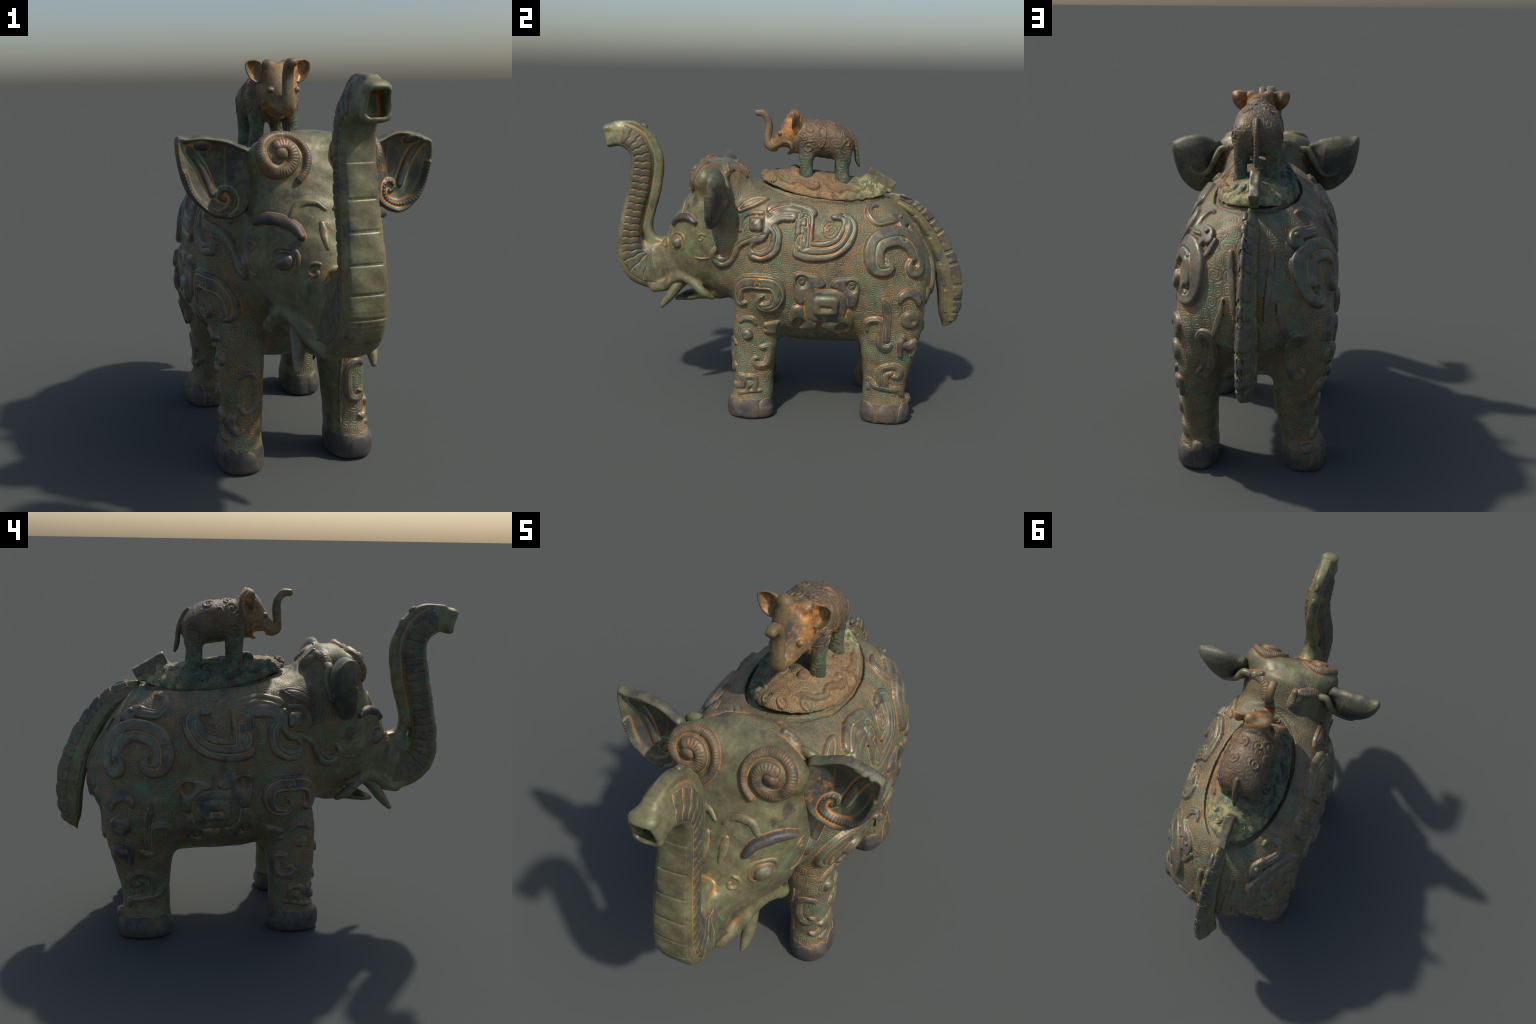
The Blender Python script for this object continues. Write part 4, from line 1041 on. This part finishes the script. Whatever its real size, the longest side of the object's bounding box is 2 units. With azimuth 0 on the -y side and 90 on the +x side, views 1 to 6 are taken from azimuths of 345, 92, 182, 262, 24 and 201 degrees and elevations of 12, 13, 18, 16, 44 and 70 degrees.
for sx in (1, -1):
    K.add(sweep(CFL, 2.3, x_sign=sx), (min(0, sx * .14), .04, 1.23), (max(0, sx * .14), .19, 1.56), .03)
    K.add(sweep(CRL, 2.3, x_sign=sx), (min(0, sx * .14), .22, 1.23), (max(0, sx * .14), .39, 1.56), .03)
    K.add(tube3([(sx * .030, -.065, 1.452, .008), (sx * .046, -.03, 1.470, .010), (sx * .060, .0, 1.486, .010), (sx * .068, .028, 1.475, .009), (sx * .066, .038, 1.45, .008)]), (min(0, sx * .1), -.1, 1.4), (max(0, sx * .1), .07, 1.52), .006)
    K.add(ellipsoid((sx * .040, .048, 1.628), (.030, .028, .024)), (min(-.0, sx * .1), 0, 1.57), (max(0, sx * .1), .1, 1.68), .012)
    K.add(ellipsoid((sx * .056, -.028, 1.530), (.014, .013, .012)), (min(0, sx * .1), -.06, 1.5), (max(0, sx * .1), .0, 1.56), .005)
K.add(tube3([(0, .335, 1.552, .010), (0, .362, 1.520, .012), (0, .380, 1.470, .012), (0, .387, 1.421, .013), (0, .395, 1.381, .012), (0, .402, 1.355, .006)]), (-.03, .3, 1.33), (.03, .43, 1.6), .008)
K.finish()
Vk, Qk = K.mesh()
# uneven cast surface
Nk = K.normal(Vk, .004)
wob = .0016 * (np.sin(Vk[:, 0] * 95 + 2 * np.sin(Vk[:, 1] * 60)) * np.sin(Vk[:, 1] * 88 + Vk[:, 2] * 70) )
Vk = Vk + Nk * wob[:, None]
Ck = Vk[Qk].mean(1)
labk = np.zeros(len(Qk), int)
labk[Ck[:, 1] < .085 - .25 * np.clip(1.56 - Ck[:, 2], 0, .1)] = 1
labk[(Ck[:, 1] < -.075) | ((Ck[:, 1] < -.062) & (Ck[:, 2] > 1.51))] = 2
labk[(Ck[:, 2] < 1.395) & (Ck[:, 1] > .05) & (Ck[:, 1] < .375)] = 3
labk[(Ck[:, 1] > .372) | ((Ck[:, 1] > .35) & (np.abs(Ck[:, 0]) < .02))] = 4
legk = np.where(labk == 3, np.where(Ck[:, 0] > 0, 0, 1) + np.where(Ck[:, 1] > .21, 2, 0), -1)
split_body(Vk, Qk, Nk, np.where(labk == 3, -1, labk), ["small_torso", "small_head", "small_trunk", "unused", "small_tail"], [M_CALF, M_CALF_FACE, M_CALF_FACE, M_CALF, M_CALF_LEG], [lid] * 5, lid_parts)
split_body(Vk, Qk, Nk, legk, ["small_leg"] * 4, [M_CALF_LEG] * 4, [lid] * 4, lid_parts)
KM = [M_CALF, M_CALF_SEAM]
for sx in (1, -1):
    def to_world(P, off, d, sx=sx):
        u, z = P[:, 0], P[:, 1]
        y = .042 + .028 * (1 - np.exp(-(np.clip(-d, 0, 1) / .018)**1.5)) * np.clip((u - .07) / .03, 0, 1) - .10 * (u - .1) + .12 * (z - 1.60)
        return np.stack([sx * u, y - off, z], 1)
    leaf_plate("small_ear", [(.062, 1.640), (.085, 1.650), (.115, 1.652), (.137, 1.640), (.139, 1.615), (.126, 1.583), (.105, 1.563), (.084, 1.556), (.066, 1.57), (.06, 1.605)], to_world, .013, M_CALF_FACE, lid, None, cell=.003, edge=.008)
    sp = side_plane(K, sx, dist=.3)
    relief("small_scroll", sp, strokes(spiral(.135, 1.560, .030, .006, 1.4, .5, .005, .004), sub=1), .004, lid, KM, edge=.005, cell=.0026, skirt=.003)
    relief("small_scroll", sp, strokes(spiral(.100, 1.515, .024, .005, 1.4, 2.5, .005, .004, hand=-1), sub=1), .004, lid, KM, edge=.005, cell=.0026, skirt=.003)
    relief("small_scroll", sp, strokes([(.185, 1.53, .003), (.178, 1.55, .005), (.19, 1.567, .006), (.212, 1.56, .006), (.215, 1.52, .006), (.205, 1.48, .006), (.19, 1.46, .005), (.18, 1.475, .003)]), .004, lid, KM, edge=.005, cell=.0026, skirt=.003)
    relief("small_scroll", sp, strokes([(.32, 1.43, .003), (.305, 1.44, .005), (.298, 1.46, .006), (.315, 1.49, .006), (.335, 1.50, .006), (.34, 1.475, .005), (.325, 1.47, .003)]), .004, lid, KM, edge=.005, cell=.0026, skirt=.003)
    relief("small_scroll", sp, strokes(spiral(.125, 1.462, .034, .008, 1.2, 1.0, .006, .005), sub=1), .004, lid, KM, edge=.005, cell=.0026, skirt=.003)
    dn = Plane(K, (0, 0, 1.8), (1, 0, 0), (0, 1, 0), (0, 0, -1))
    relief("small_scroll", dn, strokes([(sx * a, b, w) for a, b, w in spiral(.040, .155, .030, .006, 1.4, 2.2, .005, .004)], sub=1), .004, lid, KM, edge=.005, cell=.0026, skirt=.003)
    relief("small_scroll", dn, strokes([(sx * a, b, w) for a, b, w in spiral(.055, .245, .028, .006, 1.3, 4.0, .005, .004, hand=-1)], sub=1), .004, lid, KM, edge=.005, cell=.0026, skirt=.003)
